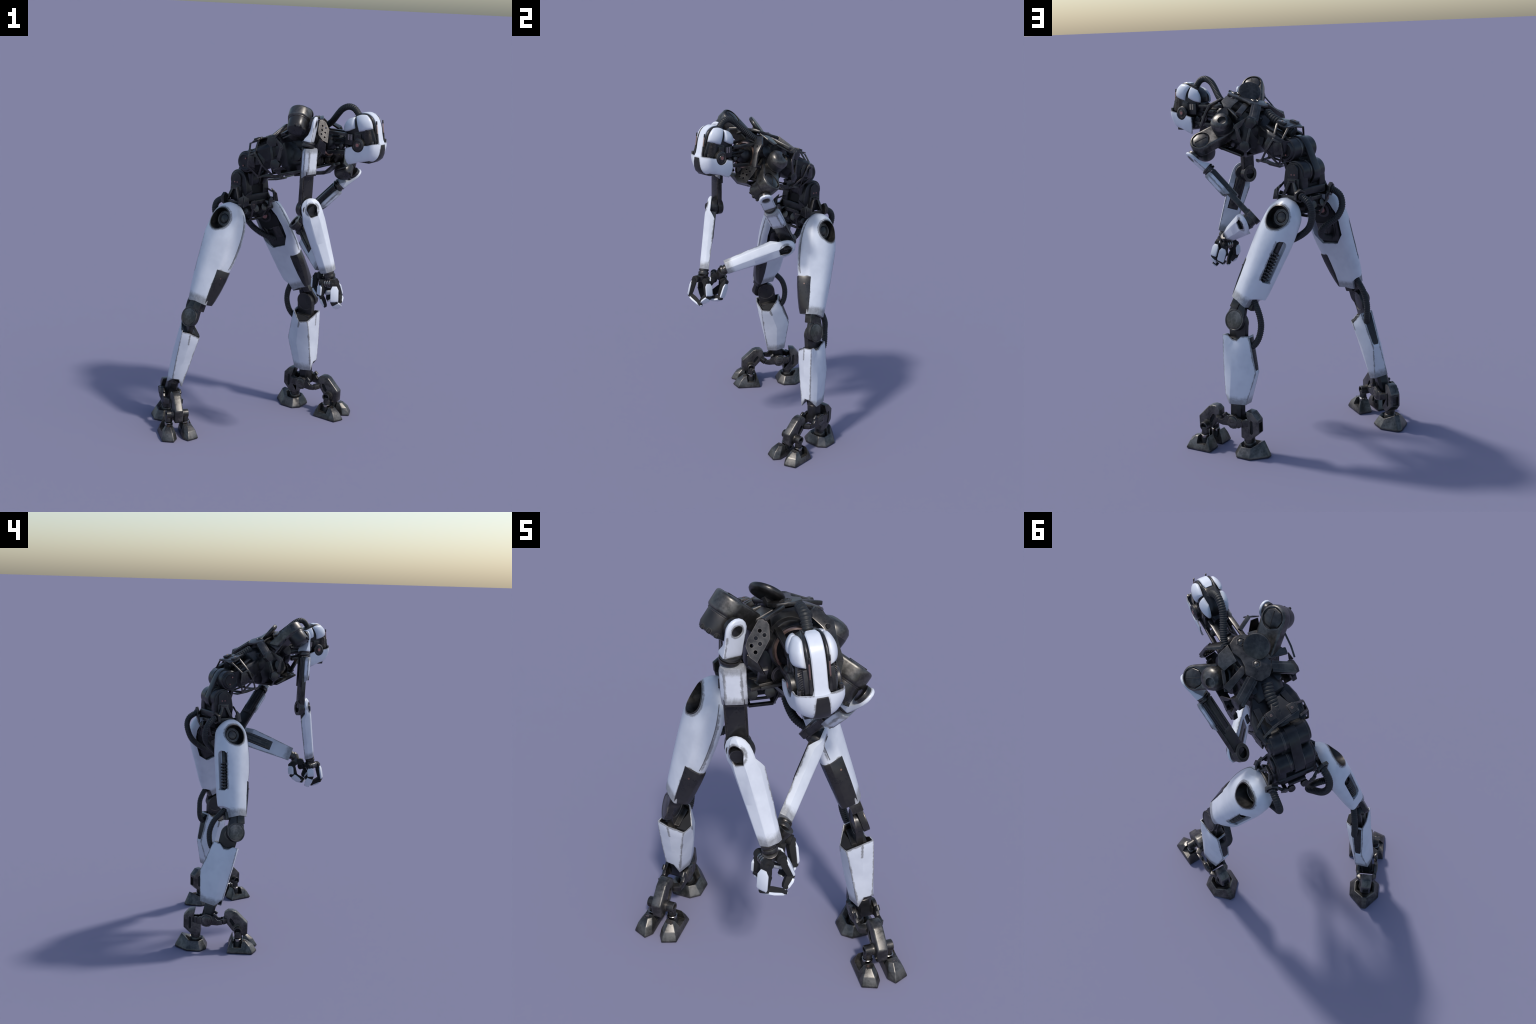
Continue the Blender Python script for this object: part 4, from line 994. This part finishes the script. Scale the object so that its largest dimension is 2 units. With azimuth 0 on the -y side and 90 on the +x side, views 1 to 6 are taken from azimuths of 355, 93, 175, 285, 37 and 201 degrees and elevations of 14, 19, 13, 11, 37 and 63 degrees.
def build_head():
    F = HD
    h = Part('head', F, root, 'black', 36)
    # dark inner skull: lofted along the length
    def sec(f, w, z0, z1):
        return [(f, y, z) for y, z in [(w * math.copysign(abs(math.cos(t)) ** .6, math.cos(t)), (z0 + z1) / 2 + (z1 - z0) / 2 * math.copysign(abs(math.sin(t)) ** .7, math.sin(t))) for t in [2 * math.pi * i / 28 for i in range(28)]]]
    h.add(loft([sec(-.108, .020, .055, .085), sec(-.098, .040, .035, .112), sec(-.075, .050, .0, .136), sec(-.040, .054, -.03, .153), sec(0, .056, -.05, .161), sec(.036, .054, -.05, .149), sec(.058, .044, -.04, .125), sec(.072, .034, -.03, .09), sec(.080, .03, -.02, .05)]), 'black')
    # grille boxes on the flanks
    for s in (-1, 1):
        bx = prism([(-.036, -.005), (.088, -.005), (.092, .030), (.070, .086), (-.036, .060)], 'y', *sorted((s * .03, s * .060)))
        for v in bx.verts:
            if v.co.x > .06: v.co.y *= .80
        h.add(bx, 'black', .003)
        for i in range(15):
            z = .006 + i * .0052
            fx = .084 - max(0, z - .02) * .30
            h.add(sweep([(.030, s * .0615, z + .004), (.055, s * .0600, z + .002), (fx - .014, s * .0535, z), (fx - .002, s * .042, z - .001), (fx - .001, s * .034, z - .001)], .0017, 6), 'gun')
        h.add(box((-.012, s * .061, .040), (.038, .004, .034)), 'plate', .002)
        h.add(box((-.066, s * .056, .022), (.05, .012, .06)), 'black', .004)
        for j in range(2): h.add(box((-.052 - .016 * j, s * .062, .034), (.009, .003, .030)), 'chrome')
        # ear
        h.add(rev([(.036, -.016), (.036, .002), (.032, .006), (.027, .007), (.025, .004), (.018, .004), (.016, .008), (.012, .009), (.009, .007)], (0, s * .074, 0), (0, s, 0), 36), 'gun')
        h.add(cyl((0, s * .080, 0), (0, s * .0835, 0), .0095, seg=20), 'red')
        # cheek bolts
        h.add(cyl((.082, s * .064, .008), (.082, s * .064, .028), .0075, seg=16), 'gun', .002)
    # side ridges on both sides of the centre stripe
    for s in (-1, 1):
        path = [(.086, s * .030, .02), (.081, s * .030, .06), (.074, s * .030, .095), (.062, s * .031, .126), (.046, s * .031, .147), (.016, s * .030, .160), (-.02, s * .027, .157), (-.05, s * .022, .147)]
        h.add(sweep(spline(path, 6), .0055, 10), 'gun')
    h.add(rev([(.030, 0), (.028, .008), (.021, .011)], (-.035, .0, .146), (-.3, 0, 1), 28), 'gun')
    # back of the head
    h.add(box((-.088, 0, .03), (.03, .05, .07)), 'black', .01)
    h.add(beam((-.09, -.035, -.02), (-.05, -.035, -.085), .02, .02), 'black', .004)
    h.add(beam((-.09, .035, -.02), (-.05, .035, -.085), .02, .02), 'black', .004)
    h.add(box((-.01, 0, -.055), (.11, .11, .07)), 'black', .012)
    h.add(box((.020, 0, -.088), (.080, .098, .018)), 'plate', .004)
    hd = h.done()
    # jaw shell
    j = Part('jaw', F, hd, 'white', 40)
    def ringj(rows): # half profile front->rear, mirrored
        r = [V((f, y, z)) for f, y, z in rows]
        return [V((q.x, -q.y, q.z)) for q in reversed(r)] + r
    rows = [
        [(.1065, .008, .012), (.105, .026, .014), (.099, .050, .013), (.087, .074, .013), (.055, .0775, .004), (.030, .079, .000), (-.030, .082, -.010), (-.073, .084, -.022)],
        [(.1085, .008, -.012), (.107, .027, -.010), (.100, .050, -.008), (.086, .0745, -.010), (.055, .079, -.014), (.030, .081, -.016), (-.030, .084, -.022), (-.0765, .0845, -.040)],
        [(.106, .008, -.040), (.104, .027, -.040), (.094, .050, -.040), (.076, .069, -.042), (.050, .076, -.044), (.028, .079, -.046), (-.030, .083, -.050), (-.077, .083, -.066)],
        [(.096, .008, -.066), (.093, .027, -.067), (.081, .046, -.069), (.062, .060, -.070), (.044, .069, -.070), (.024, .074, -.072), (-.025, .079, -.078), (-.072, .077, -.092)],
        [(.078, .008, -.083), (.074, .025, -.084), (.064, .038, -.084), (.050, .050, -.084), (.034, .059, -.084), (.014, .066, -.088), (-.020, .072, -.098), (-.066, .071, -.108)],
        [(.050, .006, -.091), (.046, .020, -.092), (.040, .030, -.092), (.030, .040, -.092), (.014, .050, -.093), (-.004, .060, -.095), (-.024, .065, -.104), (-.062, .066, -.116)],
    ]
    # bridge the halves across the chin so the front is one surface
    R = [ringj(r) for r in rows]
    bm = new(); vs = [[bm.verts.new(q) for q in r] for r in R]
    for a, b in zip(vs, vs[1:]):
        for i in range(len(a) - 1): bm.faces.new((a[i], a[i + 1], b[i + 1], b[i]))
    bmesh.ops.recalc_face_normals(bm, faces=bm.faces)
    cc = sum((f.calc_center_median() for f in bm.faces), V()) / len(bm.faces)
    fr = max(bm.faces, key=lambda f: f.calc_center_median().x)
    if fr.normal.x < 0: bmesh.ops.reverse_faces(bm, faces=bm.faces)
    bmesh.ops.subdivide_edges(bm, edges=bm.edges, cuts=1, use_grid_fill=True, smooth=.6)
    sh = modify(bm, [cyl((0, -.12, 0), (0, .12, 0), .0385, seg=36)], solid=.005)
    j.add(sh, 'white')
    # centre stripe
    prof = [(.100, .010), (.093, .032), (.086, .062), (.080, .092), (.071, .120), (.058, .142), (.040, .157), (.014, .165), (-.016, .162)]
    P = spline([(a, 0, b) for a, b in prof], 5); rows = []
    for i, q in enumerate(P):
        t = (P[min(i + 1, len(P) - 1)] - P[max(i - 1, 0)]).normalized(); nn = V((t.z, 0, -t.x)); nn = nn if nn.dot(V((.6, 0, .8))) > 0 else -nn
        w = .0225 + .006 * max(0, 1 - i / 4) - .008 * max(0, (i - len(P) + 4) / 4)
        rows.append([q + V((0, -w, 0)) - nn * .006, q + V((0, -w, 0)) + nn * .001, q + V((0, -w + .003, 0)) + nn * .004, q + nn * .0046, q + V((0, w - .003, 0)) + nn * .004, q + V((0, w, 0)) + nn * .001, q + V((0, w, 0)) - nn * .006])
    j.add(loft(rows), 'white')
    j.done()
    for s in (-1, 1):
        a = Part('skull_panel', F, hd, 'white_plain', 50)
        y = lambda a, b, c: (a, s * b, c)
        a.add(pillow([(y(.066, .037, .089), y(.032, .057, .078), y(-.009, .056, .068)), (y(.024, .036, .158), y(-.008, .041, .158), y(-.037, .045, .146)),
                      (y(.066, .037, .089), y(.056, .041, .130), y(.024, .036, .158)), (y(-.009, .056, .068), y(-.020, .060, .108), y(-.037, .045, .146))], .006, .008, out=(.2, s, .3)), 'white_plain'); a.done()
        a = Part('skull_panel', F, hd, 'white_plain', 50)
        a.add(pillow([(y(-.034, .056, .084), y(-.072, .056, .066), y(-.108, .040, .057)), (y(-.046, .043, .143), y(-.064, .040, .135), y(-.082, .034, .124)),
                      (y(-.034, .056, .084), y(-.038, .057, .114), y(-.046, .043, .143)), (y(-.108, .040, .057), y(-.108, .040, .092), y(-.082, .034, .124))], .004, .008, out=(-.4, s, .25)), 'white_plain'); a.done()
        an = Part('antenna', F, hd, 'gun', 40)
        b0, b1 = V((.0955, s * .031, .018)), V((.0805, s * .031, .132))
        an.add(cyl(b0, b0.lerp(b1, .42), .0052, .0046, 12), 'gun', .001); an.add(cyl(b0.lerp(b1, .42), b0.lerp(b1, .85), .0026, seg=10), 'copper'); an.add(cyl(b0.lerp(b1, .84), b1, .0038, seg=10), 'gun', .001)
        an.done()
    v = Part('visor', F, hd, 'plate', 36)
    vp = [(.1105, .018, .006), (.1115, .022, -.020), (.1085, .024, -.045), (.098, .026, -.070), (.080, .026, -.086)]
    rows = []
    for f, w, z in vp: rows.append([(f - .012, -w, z), (f, -w, z), (f + .0015, -w * .5, z), (f + .002, 0, z), (f + .0015, w * .5, z), (f, w, z), (f - .012, w, z)])
    v.add(loft(rows), 'plate', .002); v.done()
build_head()

# ===== hands =====
def phalanx(part, a, b, out, w, first):
    """one finger segment: black core with a white plate on its outer side"""
    a, b, out = V(a), V(b), V(out); d = (b - a).normalized(); o = (out - d * out.dot(d)).normalized(); L = (b - a).length
    x = d.cross(o)
    def sec(t, h0, h1, k=1.): return [a + d * t * L + x * q * w * k / 2 + o * h for q, h in ((-1, h0), (1, h0), (1, h1), (-1, h1))]
    part.add(loft([sec(.0, -.016, .010, .8), sec(.3, -.018, .010, .85), sec(.8, -.014, .009, .85), sec(1.0, -.009, .006, .7)]), 'void', .003)
    if first:
        part.add(loft([sec(.10, .006, .013, .55), sec(.30, .007, .017, 1.0), sec(.86, .006, .016, 1.0), sec(.96, .006, .012, .85)]), 'white_plain', .003)
    else:
        part.add(loft([sec(.12, .004, .013, .9), sec(.35, .004, .015, 1.0), sec(.8, .002, .012, .85), sec(1.06, -.004, .004, .5)]), 'white_plain', .003)
    part.add(cyl(a - x * w * .40, a + x * w * .40, .010 if not first else .012, seg=18), 'void')

def build_hand(fa, wr, barrels, fingers, grip, w=.044):
    h = Part('hand', WORLD, fa, 'gun', 32)
    wr = V(wr)
    cs = []
    for a, b in barrels:
        a, b = V(a), V(b); cs.append((a + b) / 2); d = (b - a).normalized()
        h.add(cyl(a, b, .019, seg=24), 'gun', .002)
        h.add(cyl(a - d * .001, a + d * .022, .0205, seg=24), 'void', .002)
        h.add(cyl(b - d * .022, b + d * .001, .0205, seg=24), 'void', .002)
        for t in (.36, .5, .64): h.add(rev([(.0195, -.003), (.021, 0), (.0195, .003)], a.lerp(b, t), d, 24), 'chrome')
    m = sum(cs, V()) / len(cs)
    h.add(cyl(wr, m, .030, .026), 'gun', .003)
    h.add(beam(cs[0], cs[-1], .05, .022), 'black', .003)
    hd = h.done()
    for pts in fingers:
        f = Part('finger', WORLD, hd, 'white_plain', 30)
        P = [V(p) for p in pts]
        for i, (a, b) in enumerate(zip(P, P[1:])):
            phalanx(f, a, b, (a + b) / 2 - V(grip), w, i == 0)
        f.done()
build_hand(FA['R'], (.348, -.378, 1.062), [((.372, -.418, 1.033), (.292, -.372, 1.022)), ((.386, -.358, 1.026), (.306, -.312, 1.018))],
           [((.362, -.424, 1.030), (.364, -.444, .931), (.407, -.372, .886)),
            ((.300, -.385, 1.020), (.296, -.392, .955), (.326, -.358, .886)),
            ((.380, -.345, 1.022), (.408, -.332, .943), (.404, -.372, .905))], (.365, -.372, .95))
build_hand(FA['L'], (.340, -.262, 1.085), [((.354, -.250, 1.023), (.276, -.272, 1.034)), ((.352, -.306, 1.048), (.286, -.318, 1.052))],
           [((.345, -.243, 1.020), (.372, -.266, .928), (.357, -.330, .912)),
            ((.280, -.262, 1.030), (.276, -.268, .965), (.300, -.320, .925)),
            ((.350, -.316, 1.046), (.350, -.345, .985), (.345, -.325, .945))], (.335, -.30, .97))
